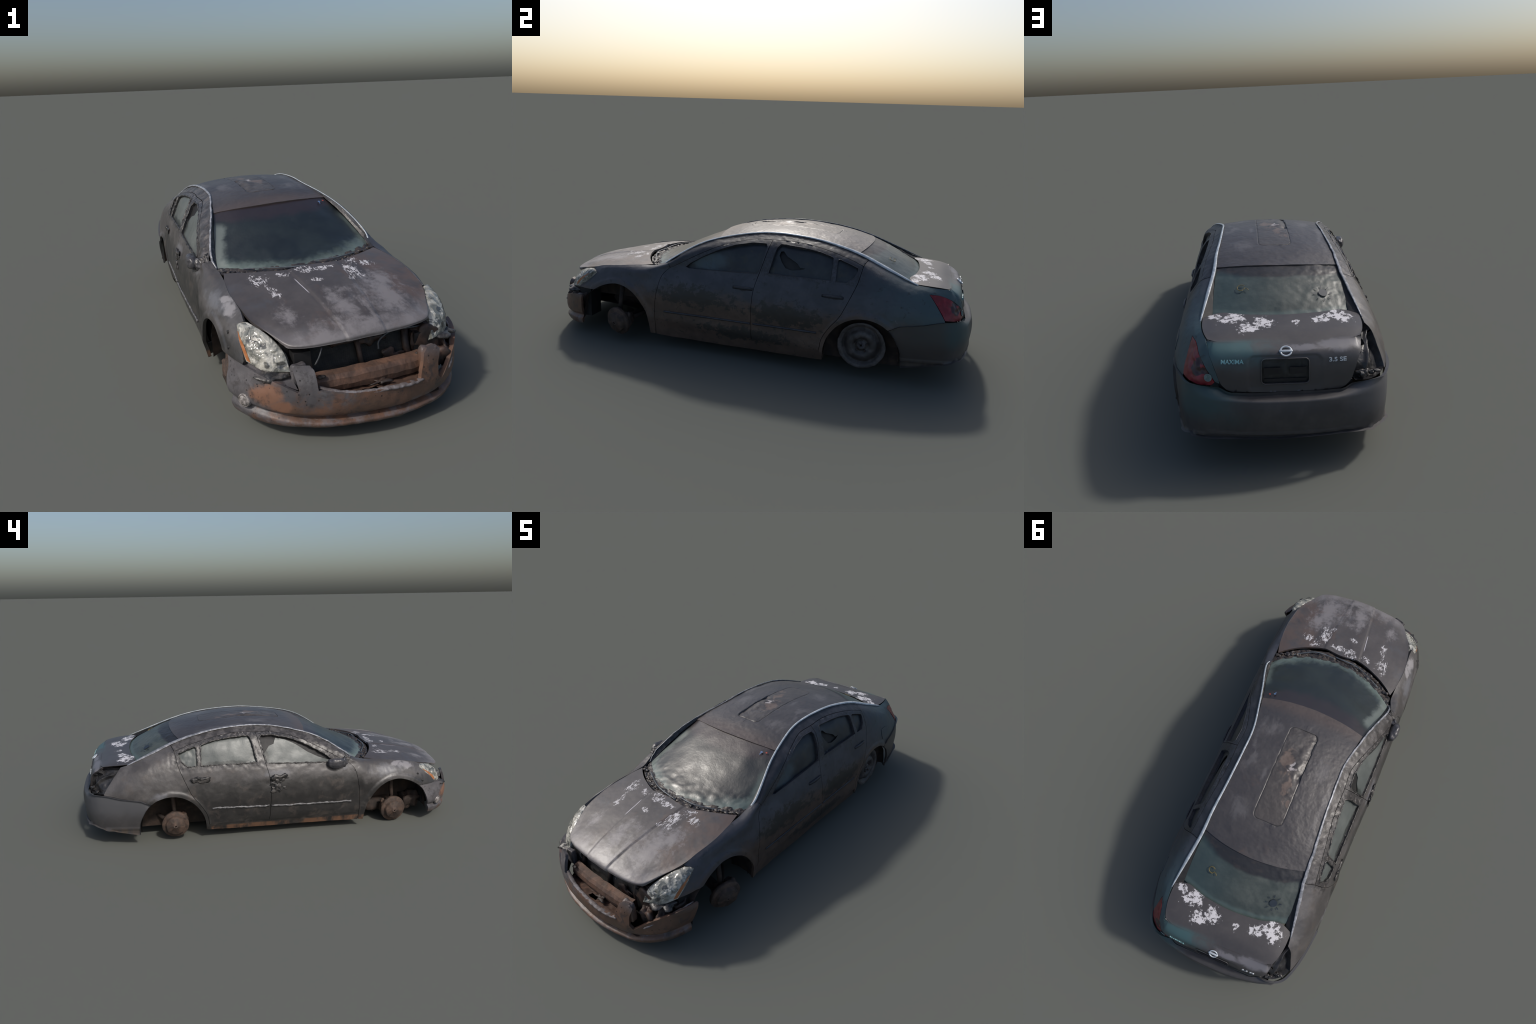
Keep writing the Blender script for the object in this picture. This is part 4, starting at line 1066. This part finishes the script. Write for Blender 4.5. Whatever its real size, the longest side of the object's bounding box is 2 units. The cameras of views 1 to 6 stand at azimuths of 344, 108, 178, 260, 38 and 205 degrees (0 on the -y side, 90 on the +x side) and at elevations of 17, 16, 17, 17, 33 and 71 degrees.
# ------------------------------------------------------------------ tail lights
tail_out = curve(TAIL_IN, 5)[:-1] + [(.214, .943, .290)] + curve(TAIL_BOT[::-1], 4)[1:-1] + curve(TAIL_OUT[::-1], 4)[:-1]
cells = [((.256, .905, .345), .014), ((.268, .885, .322), .013), ((.245, .925, .322), .012), ((.262, .915, .312), .012)]
tl_disp = lambda p: .0015 * fbm(p, 40, 2) - .004 * max(math.exp(-(np.linalg.norm(np.array(p) - c) / r) ** 2) for c, r in cells)
tail_light = add_mesh("tail_light", *panel(SKIN, tail_out, lift=.001, disp=tl_disp, h=.004, gap=.0012), TLM)
c, n = on_patch(SKIN, (.234, .937, .303), .001); n = np.array(n) if n[1] > 0 else -np.array(n)
c = SKIN(*SKIN.find((.234, .937, .303)))[0] + n * .002
a = np.cross(n, (0, 0, 1)); a /= np.linalg.norm(a); b = np.cross(n, a)
add_mesh("reverse_lamp", *join([tube([c + (a * math.cos(w) + b * math.sin(w)) * .0105 for w in np.linspace(0, 2 * math.pi, 33)], .0017, 8, 1, tuple(n), caps=False), decal_disc(c, a, b, .0003, .010)]), mat_simple("pale_reverse_lens", (.10, .16, .16), (.20, .27, .27), 60, .3), parent=tail_light)
# empty pocket on the other side
pk_disp = lambda p: .010 * fbm(p, 14, 2) + .0015 * fbm(p, 60, 2) + .012 * math.exp(-((p[0] + .262 + (p[2] - .33) * .35) / .007) ** 2)
pocket_out = [TAIL_TOP_R, (.255, .83, .400)] + curve(TRUNK_CUT[:5], 4) + [(.214, .943, .281)] + curve(TAIL_BOT[::-1], 4)[1:-1] + curve(TAIL_OUT_R[::-1], 4)[:-1]
V, F = panel(SKIN, pocket_out, side=-1, lift=-.026, disp=pk_disp, h=.004, gap=-.001, flange=-.029, rim_at=-.0015)
add_mesh("tail_light_pocket", V, F, mat_simple("charred_lamp_pocket", (.018, .018, .020), (.055, .054, .056), 25, .28, bump=.4))
V, F = join([lumpy((-.236, .925, .296), (.016, .010, .008), 12, 1.2, 70), lumpy((-.272, .905, .290), (.018, .010, .006), 12, 1.2, 70)])
add_mesh("lamp_remains", V, F, CRUSTM, stuff=True)

# ------------------------------------------------------------------ front bumper
droop = lambda x: .022 * ss(x, -.15, .25)
def fb_warp(P):
    P = P.copy(); P[:, 2] -= np.array([droop(x) for x in P[:, 0]])
    P[:, 0] -= .008 * (1 - np.clip((P[:, 2] - .16) / .06, 0, 1))
    for p in P:                               # right end flares, torn left end springs out at the top
        w = ss(p[1], -.92, -.77)
        if p[0] < 0: p[0] -= .014 * w * (1 - ss(p[2], .13, .205))
        else:
            p[0] += .020 * w * ss(p[2], .08, .19) + .006 * ss(p[0], .12, .28)
            p[1] -= .010 * ss(p[0], .10, .24) * (1 - w)
    return P
FB = levels([(0, -1.0), (.1, -.992), (.19, -.970), (.26, -.938), (.31, -.897), (.343, -.845), (.362, -.785), (.370, -.72)],
            [.040, .050, .066, .078, .092, .13, .17, .21, .26], [.050, .062, .090, .108, .122, .15, .18, .21, .24],
            [.06, .012, .001, .026, .005, 0, .004, .012, .034], [.04, .014, .004, .014, .004, 0, .001, .004, .012],
            [0, 0, .2, .5, .75, .9, 1, 1])
arch_f = [(-.366, -.729, .2235), (-.364, -.755, .197), (-.360, -.772, .155), (-.352, -.784, .11), (-.345, -.792, .066)]
fb_r = ([(-.165, -.968, .172), (-.170, -.962, .20), (-.176, -.955, .228), (-.184, -.945, .239), (-.222, -.930, .241), (-.230, -.930, .230), (-.222, -.945, .20), (-.214, -.955, .168),
         (-.235, -.943, .178), (-.262, -.93, .192), (-.30, -.90, .208), (-.325, -.865, .2165), (-.344, -.82, .2205), (-.358, -.77, .2225)] + curve(arch_f, 3))
bot = [(-.325, -.85, .054), (-.28, -.905, .050), (-.2, -.952, .047), (-.1, -.978, .046), (0, -.985, .045), (.1, -.978, .046), (.2, -.952, .046), (.28, -.905, .048), (.325, -.85, .050)]
up = lambda q: [(x, y, z + droop(x)) for x, y, z in q]
fb_l = up([(.345, -.792, .050), (.352, -.787, .11), (.362, -.780, .16), (.366, -.775, .203), (.348, -.835, .194), (.324, -.877, .179), (.296, -.915, .161), (.270, -.940, .143), (.250, -.948, .126), (.226, -.952, .108),
           (.212, -.955, .125), (.214, -.952, .17), (.222, -.945, .205), (.205, -.948, .222), (.178, -.955, .220), (.163, -.962, .205), (.156, -.97, .17), (.150, -.982, .136)])
lip = up([(.11, -.99, .139), (.06, -1., .143), (0, -.998, .145), (-.064, -.993, .150), (-.13, -.983, .166)])
fb_out = fb_r + bot + fb_l + lip
def fb_disp(p):
    return .0020 * fbm(p, 9, 3) + .0008 * fbm(p, 40, 3)
front_bumper = add_mesh("front_bumper", *panel(FB, fb_out, disp=fb_disp, warp=fb_warp, flange=.012, gap=0, h=.006), FBM)
# depth behind the remaining grille posts and the torn upper edge
def post(pts, r): return tube(pts, r, 8, 1.6)
V, F = join([lumpy((.188, -.943, .176), (.027, .014, .046), 20, .15, 25, 5.), ])
V = V - np.array([(0, 0, droop(.19) * .3)] * len(V))
add_mesh("grille_post", V, F, FBM, parent=front_bumper)
V, F = lumpy((-.206, -.910, .200), (.022, .012, .034), 20, .15, 25, 5.)
add_mesh("grille_post", V, F, FBM, parent=front_bumper)
# crumbly pale foam ledge along the grille opening
lp = np.array(curve([(.150, -.978, .132), (.11, -.984, .133), (.06, -.991, .138), (0, -.990, .141), (-.064, -.985, .146), (-.13, -.974, .162), (-.166, -.962, .176)], 10))
lp += np.array([[0, fbm(p, 50) * .002, fbm(p + 4, 60) * .003] for p in lp])
add_mesh("grille_ledge", *tube(lp, [.006, .009, .009, .009, .008, .008, .006], 10, .6), ASHM, parent=front_bumper)
lt = np.array(curve([(.228, -.944, .098), (.250, -.938, .117), (.274, -.928, .136), (.298, -.903, .153), (.324, -.866, .172), (.346, -.826, .188), (.362, -.782, .197)], 8))
lt += np.array([[fbm(p, 40) * .003, fbm(p + 2, 50) * .003, fbm(p + 4, 60) * .003] for p in lt])
add_mesh("torn_bumper_edge", *tube(lt, [.010, .012, .009, .006, .005, .004, .003], 8, .6), ASHM, parent=front_bumper)
ea = [(-.350, -.800, .2205), (-.326, -.866, .2150), (-.300, -.898, .2060), (-.262, -.927, .1900), (-.222, -.946, .1720)]
eb = [(-.330, -.805, .2230), (-.306, -.852, .2170), (-.285, -.872, .2090), (-.254, -.893, .2010), (-.225, -.905, .1950)]
V, F = [], []
for i, (a, b) in enumerate(zip(curve(ea, 8), curve(eb, 8))):
    for k in range(6):
        q = np.array(a) + (np.array(b) - np.array(a)) * k / 5
        V.append(q + (0, 0, .002 * fbm(q, 50) - .003 * math.sin(math.pi * k / 5)))
    if i: F += [((i - 1) * 6 + k, (i - 1) * 6 + k + 1, i * 6 + k + 1, i * 6 + k) for k in range(5)]
add_mesh("bumper_ledge", V, F, FBM, parent=front_bumper)
# fog lamp
c = np.array((-.355, -.853, .122))
n = np.array((-.83, -.55, 0.)); n /= np.linalg.norm(n); a = np.cross(n, (0, 0, 1)); b = np.cross(n, a)
V, F = [], []
for i, (r, o) in enumerate([(.0005, .004), (.009, .0035), (.0145, .002), (.0165, -.002), (.0175, .001), (.0205, .000), (.021, -.010)]):
    for k in range(24):
        w = 2 * math.pi * k / 24; V.append(c + n * (o + .002) + (a * math.cos(w) * 1.0 + b * math.sin(w)) * r)
    if i: F += [((i - 1) * 24 + k, (i - 1) * 24 + (k + 1) % 24, i * 24 + (k + 1) % 24, i * 24 + k) for k in range(24)]
add_mesh("fog_lamp", V, F, FOGM, parent=front_bumper)

# ------------------------------------------------------------------ headlights
def coons(c0, c1, d0, d1, nu, nv, bulge):
    """surface between two opposite curve pairs; c0,c1 run along u; d0,d1 along v"""
    r = lambda c, n: cr(np.array(c, float), np.linspace(0, len(c) - 1, n))
    c0, c1, d0, d1 = r(c0, nu), r(c1, nu), r(d0, nv), r(d1, nv)
    u = np.linspace(0, 1, nu)[:, None, None]; v = np.linspace(0, 1, nv)[None, :, None]
    P = (1 - v) * c0[:, None] + v * c1[:, None] + (1 - u) * d0[None] + u * d1[None]
    P = P - ((1 - u) * (1 - v) * c0[0] + u * (1 - v) * c0[-1] + (1 - u) * v * c1[0] + u * v * c1[-1])
    w = (16 * u * (1 - u) * v * (1 - v)) ** .6
    return P + w * np.array(bulge)
for side in (-1, 1):
    # c0: lower outer edge (rear tip -> outer low -> inner tip), c1: upper edge along the hood
    d0 = [(.329, -.738, .309), (.316, -.745, .3145), (.299, -.755, .3150)]
    c0 = [(.329, -.738, .309), (.336, -.785, .270), (.3315, -.828, .229)]
    c1 = [(.299, -.755, .3150), (.275, -.801, .3045), (.251, -.845, .285), (.234, -.883, .256)]
    d1 = [(.3315, -.828, .229), (.292, -.878, .213), (.229, -.907, .211)]
    c1b = c1 + [(.229, -.907, .211)]
    P = coons(c0, c1b, d0, d1, 60, 44, (.005, -.010, .006))
    P = P * (side, 1, 1)
    pits = [((.282, -.835, .268), .013), ((.262, -.868, .247), .010), ((.300, -.812, .278), .011), ((.275, -.86, .225), .012), ((.243, -.893, .225), .008)]
    nn = np.array((.45 * side, -.7, .55)); nn /= np.linalg.norm(nn)
    flat = P.reshape(-1, 3)
    off = np.array([.0025 * fbm(p, 55, 3) - .007 * max(math.exp(-(np.linalg.norm(p * (side, 1, 1) - c) / r) ** 2) for c, r in pits) for p in flat])
    edge = np.minimum.outer(np.minimum(np.arange(60), 59 - np.arange(60)), np.minimum(np.arange(44), 43 - np.arange(44)))
    ed = np.array([[min(i, 59 - i, j * 1.0, 43 - j) for j in range(44)] for i in range(60)]).ravel()
    flat = flat + nn * (off * np.clip(ed / 5, 0, 1))[:, None]
    i = np.arange(60 * 44).reshape(60, 44)
    F = [tuple(q) for q in np.stack([i[:-1, :-1], i[1:, :-1], i[1:, 1:], i[:-1, 1:]], -1).reshape(-1, 4)]
    rim = list(i[:, 0]) + list(i[-1, 1:]) + list(i[-2::-1, -1]) + list(i[0, -2:0:-1])
    V = np.vstack([flat, flat[rim], flat[rim] - nn * .03]); n0, m = len(flat), len(rim)
    F += [(n0 + k, n0 + (k + 1) % m, n0 + m + (k + 1) % m, n0 + m + k) for k in range(m)]
    if side < 0: F = [f[::-1] for f in F]
    hl = add_mesh("headlight", V, F, HLM)
    # amber side marker along the outer edge
    A = flat.reshape(60, 44, 3)
    j0, j1 = 1, 8
    Q = A[12:58, j0:j1].reshape(-1, 3) + nn * .0014 + np.array((side * .0014, 0, 0)); k = np.arange(46 * 7).reshape(46, 7)
    F = [tuple(q) for q in np.stack([k[:-1, :-1], k[1:, :-1], k[1:, 1:], k[:-1, 1:]], -1).reshape(-1, 4)]
    # taper towards the tip
    B = A[12:58]
    Q = np.array([[B[a, 1] + (B[a, 7] - B[a, 1]) * (b / 6) * min(.8, .25 + a / 36) for b in range(7)] for a in range(46)]).reshape(-1, 3) + nn * .0016
    if side < 0: F = [f[::-1] for f in F]
    add_mesh("side_marker", *thick(Q, F, nn, .006), ORANGEM, parent=hl)

# ------------------------------------------------------------------ engine bay front
rad = []
V, F = [], []
nz = 46
for i in range(nz * 4 + 1):
    z = .125 + .13 * i / (nz * 4)
    for x in (-.16, -.05, .06, .165):
        V.append((x, -.888 + .36 * max(0, z - .15) + .0022 * math.cos(math.pi * i / 2) + .003 * fbm((x, 0, z), 20), z))
for i in range(nz * 4):
    for k in range(3): F.append((i * 4 + k, i * 4 + k + 1, i * 4 + k + 5, i * 4 + k + 4))
add_mesh("radiator", V, F, RADM)
V, F = join([box((0, -.835, .185), (.46, .02, .17)), box((0, -.80, .262), (.36, .06, .008)), box((-.215, -.865, .165), (.07, .05, .11)), box((.225, -.85, .15), (.08, .05, .12)),
             box((-.275, -.80, .16), (.08, .05, .12)), box((-.185, -.875, .19), (.05, .04, .13)), box((.20, -.87, .17), (.05, .05, .13)), box((.285, -.79, .15), (.08, .06, .14))])
add_mesh("engine_bay_wall", V, F, SHELLM, smooth=False)
parts = [tube([(.0, -.860, .255), (.0, -.880, .20), (.006, -.898, .135)], [.012, .008, .011], 8), tube([(.158, -.862, .25), (.155, -.880, .19), (.165, -.888, .13)], [.012, .012, .014], 8),
         tube([(-.165, -.866, .255), (-.162, -.885, .20), (-.158, -.896, .13)], [.012, .009, .012], 8), 
         lumpy((.215, -.875, .20), (.05, .02, .05), 14, .5, 25, 4), lumpy((.04, -.868, .236), (.045, .012, .014), 14, .9, 40), lumpy((-.06, -.862, .245), (.05, .01, .010), 12, .9, 40), lumpy((.10, -.890, .175), (.05, .006, .02), 14, .9, 40)]
add_mesh("radiator_support", *join(parts), RADRM, stuff=True)
cable = [tube(curve([(.21, -.875, .245), (.15, -.880, .252), (.10, -.878, .250), (.062, -.884, .232), (.055, -.893, .210)], 6), .0028, 6), tube(curve([(-.13, -.905, .262), (-.14, -.91, .24), (-.15, -.9, .21)], 6), .0025, 6)]
add_mesh("burnt_cable", *join(cable), mat_simple("bare_cable", (.05, .055, .06), (.13, .14, .15), 30, .4))
# bumper beam with a tilted top face
sec = [(-.912, .190), (-.937, .187), (-.946, .175), (-.950, .156), (-.945, .138), (-.912, .136)]
V, F, xs = [], [], np.linspace(-.168, .178, 40)
for x in xs:
    for y, z in sec:
        yy = y + .22 * x * x * 1.2; zz = z - .006 * math.sin(x * 8) * .3 + .002 * fbm((x, y, z), 25) - .004 * (x + .17)
        V.append((x, yy + .002 * fbm((x + 3, y, z), 40), zz))
for i in range(39):
    for k in range(6): F.append((i * 6 + k, i * 6 + (k + 1) % 6, (i + 1) * 6 + (k + 1) % 6, (i + 1) * 6 + k))
add_mesh("bumper_beam", V, F, BEAMM, smooth=False)
# rusty tray between beam and bumper skin
TRAY = Patch([[(x, -.91 + .25 * x * x, .137 - .04 * (x + .17) * .6), (x, -.945 + .3 * x * x, .132 - .05 * (x + .17) * .5), (x, -.986 + .45 * x * x, .139 + .9 * max(0, -x - .02) ** 2 - .02 * x)] for x in np.linspace(-.17, .17, 8)])
V, F = sheet(TRAY, 70, 24, disp=lambda p: .004 * fbm(p, 35, 4), flange=0)
F = [f for f in F if not (abs(np.mean([V[i][0] for i in f]) + .01) < .022 and abs(np.mean([V[i][1] for i in f]) + .962) < .010)]
add_mesh("bumper_tray", V, F, BEAMM)
V, F = join([lumpy((.17, -.925, .165), (.018, .014, .024), 14, .8, 40), lumpy((.03, -.955, .142), (.03, .012, .007), 12, 1.2, 60), lumpy((-.15, -.94, .192), (.008, .006, .004), 8, 1, 80), lumpy((.24, -.90, .15), (.03, .03, .04), 14, .7, 30), lumpy((.29, -.86, .15), (.02, .04, .03), 14, .8, 30), lumpy((.315, -.80, .16), (.02, .03, .035), 14, .8, 30)])
add_mesh("burnt_remains", V, F, RADRM, stuff=True)
# black lumps modelled as the dark void under the headlamp on the torn side and the slot on the other
V, F = join([lumpy((-.27, -.885, .200), (.05, .03, .012), 14, .6, 30), lumpy((.28, -.85, .205), (.05, .05, .012), 14, .6, 30)])
add_mesh("headlight_gap_dark_lumps", V, F, CRUSTM, stuff=True)

# ------------------------------------------------------------------ mirror on the right door
V, F = join([lumpy((-.364, -.272, .374), (.021, .047, .026), 26, .18, 30, 2.6), lumpy((-.345, -.315, .372), (.018, .022, .022), 16, .6, 50)])
add_mesh("wing_mirror", V, F, mat_simple("melted_mirror_shell", (.040, .040, .046), (.080, .078, .085), 30, .32, bump=.2))
V, F = lumpy((-.322, -.33, .39), (.014, .02, .016), 14, 1.2, 60)
add_mesh("mirror_mount", V, F, CRUSTM)

# ------------------------------------------------------------------ fuel door outline, fender holes
fu = [(.641, .333), (.695, .333), (.709, .326), (.712, .300), (.708, .284), (.690, .276), (.655, .270), (.645, .28), (.640, .30)]
add_mesh("fuel_door", *panel(SKIN, fu, side=1, lift=.0022, disp=side_disp(1), umax=UM, flange=.004, gap=.001), SIDE[1])
for q in ((-.723, .281), (-.749, .244)):
    p = flank(*q, -1)
    V, F = lathe([(.0005, -.0022), (.0055, -.0022), (.006, .003)], 16)
    add_mesh("fender_hole", V + p + (0, 0, 0), F, SHELLM)

# ------------------------------------------------------------------ wheel wells, brakes, rim, underside
def well(arch, extra, side, depth, foot):
    pts = np.array(curve(list(arch) + extra, 4)); c = pts.mean(0)
    V, F = [], []
    for k, t in enumerate(np.linspace(0, 1, 9)):
        x = .352 - t * depth
        for y, z in pts:
            g = 1 + .03 * min(1, t * 4)
            q = np.array((x * side, c[0] + (y - c[0]) * g, z + .008 * min(1, t * 4)))
            V.append(q + (0, .006 * fbm(q, 18, 3), .006 * fbm(q + 4, 18, 3)))
    n = len(pts)
    for k in range(8):
        for j in range(n - 1): F.append((k * n + j, k * n + j + 1, (k + 1) * n + j + 1, (k + 1) * n + j))
    # inner wall
    base = len(V); last = 8 * n
    for j in range(n):                        # drop the wall straight down to the chassis
        q = np.array(V[last + j]); V.append(np.array((q[0] * .97, q[1], min(q[2], foot))))
    F += [(last + j, last + j + 1, base + j + 1, base + j) for j in range(n - 1)]
    return V, F
for side in (-1, 1):
    add_mesh("wheel_well", *well(FRONT_ARCH, [(-.755, .197), (-.772, .155), (-.786, .075)], side, .12, .17 if side > 0 else .11), WELLM)
    add_mesh("wheel_well", *well(REAR_ARCH, [(.68, .205), (.698, .165), (.708, .085)], side, .035 if side > 0 else .115, .060), WELLM)
V, F = join([lumpy((-.14, -.60, .085), (.13, .14, .035), 20, .35, 14, 4), lumpy((-.25, -.735, .10), (.05, .05, .05), 16, .6, 25, 3), lumpy((.06, -.62, .15), (.12, .11, .055), 20, .4, 14, 3.5), tube([(.05, -.55, .10), (.20, -.57, .09), (.33, -.59, .085)], [.018, .016, .014], 10)])
add_mesh("front_subframe", V, F, WELLM)

def brake(c, r, side, tilt=(0, 0, 0)):
    V, F = lathe([(.004, .014), (r * .20, .014), (r * .22, .011), (r * .66, .011), (r * .70, .008), (r * .71, -.006), (r * .75, -.008), (r * .98, -.008), (r, -.011), (r, -.024), (r * .93, -.027), (r * .5, -.030), (r * .45, -.05), (.015, -.06)], 44, .0026)
    R = Matrix.Rotation(tilt[2], 3, "Z") @ Matrix.Rotation(tilt[1], 3, "Y")
    V = np.array([tuple(R @ Vector((v[0] * side, v[1], v[2]))) for v in V]) + c
    if side < 0: pass
    return V, [f if side > 0 else f[::-1] for f in F]
for c, r, side, tl in (((-.332, .543, .098), .067, -1, (0, 0, 0)), ((-.340, -.611, .0825), .068, -1, (0, .0, .04)), ((.362, -.602, .084), .068, 1, (0, .16, -.30))):
    b = add_mesh("brake_disc", *brake(np.array(c), r, side, tl), DISCM)
    k = np.array(c)
    V, F = join([lumpy(k + (-side * .03, .048 if c[1] < 0 else -.045, .01), (.022, .018, .034), 14, .4, 40, 3), lumpy(k + (-side * .05, 0, 0), (.03, .035, .035), 14, .5, 30)])
    add_mesh("brake_caliper", V, F, DISCM, parent=b)
    V, F = join([tube([k + (-side * .035, 0, .03), k + (-side * .042, .004, .10), k + (-side * .055, .008, .19)], [.010, .011, .012], 10), tube([k + (-side * .04, 0, -.01), k + (-side * .13, .01, .015)], [.014, .016], 10),
                 tube([k + (-side * .05, .03, 0), k + (-side * .12, .10, .03)], .010, 8)])
    add_mesh("suspension_strut", V, F, WELLM, parent=b)
# the one remaining steel rim
V, F = lathe([(.004, .006), (.018, .006), (.022, .000), (.030, -.002), (.034, .010), (.046, .014), (.060, .010), (.066, .000), (.074, -.010), (.080, -.012), (.084, .004), (.090, .006), (.0985, .010), (.101, .008), (.101, .002), (.096, -.002), (.090, -.03), (.094, -.060), (.099, -.066), (.094, -.07), (.02, -.06)], 64, .0022)
rim = add_mesh("wheel_rim", V + np.array((.328, .551, .137)), F, RIMM)
nuts = join([lumpy(np.array((.335, .551 + .026 * math.cos(a), .137 + .026 * math.sin(a))), (.006, .004, .004), 6, .2, 30) for a in np.linspace(.3, 5.3, 5)])
add_mesh("wheel_nut", *nuts, DISCM, parent=rim, stuff=True)

# floor pan with tunnel, closed off from the wells
V, F = [], []
ys = np.linspace(-.955, .95, 62); xs = np.linspace(-1, 1, 25)
for y in ys:
    w = .325 if (-.40 < y < .37) else .20
    if y > .73: w = .25
    if y < -.80: w = .27 - .5 * max(0, -y - .86)
    for t in xs:
        V.append((t * w, y, .085 + .03 * math.exp(-(t * w / .04) ** 2) + .05 * ss(y, .4, .9) + .03 * ss(-y, .45, .7) - .05 * ss(-y, .80, .93) + .004 * fbm((t, y, 0), 8)))
for i in range(61):
    for k in range(24): F.append((i * 25 + k, i * 25 + k + 1, (i + 1) * 25 + k + 1, (i + 1) * 25 + k))
add_mesh("floor_pan", V, F, WELLM)
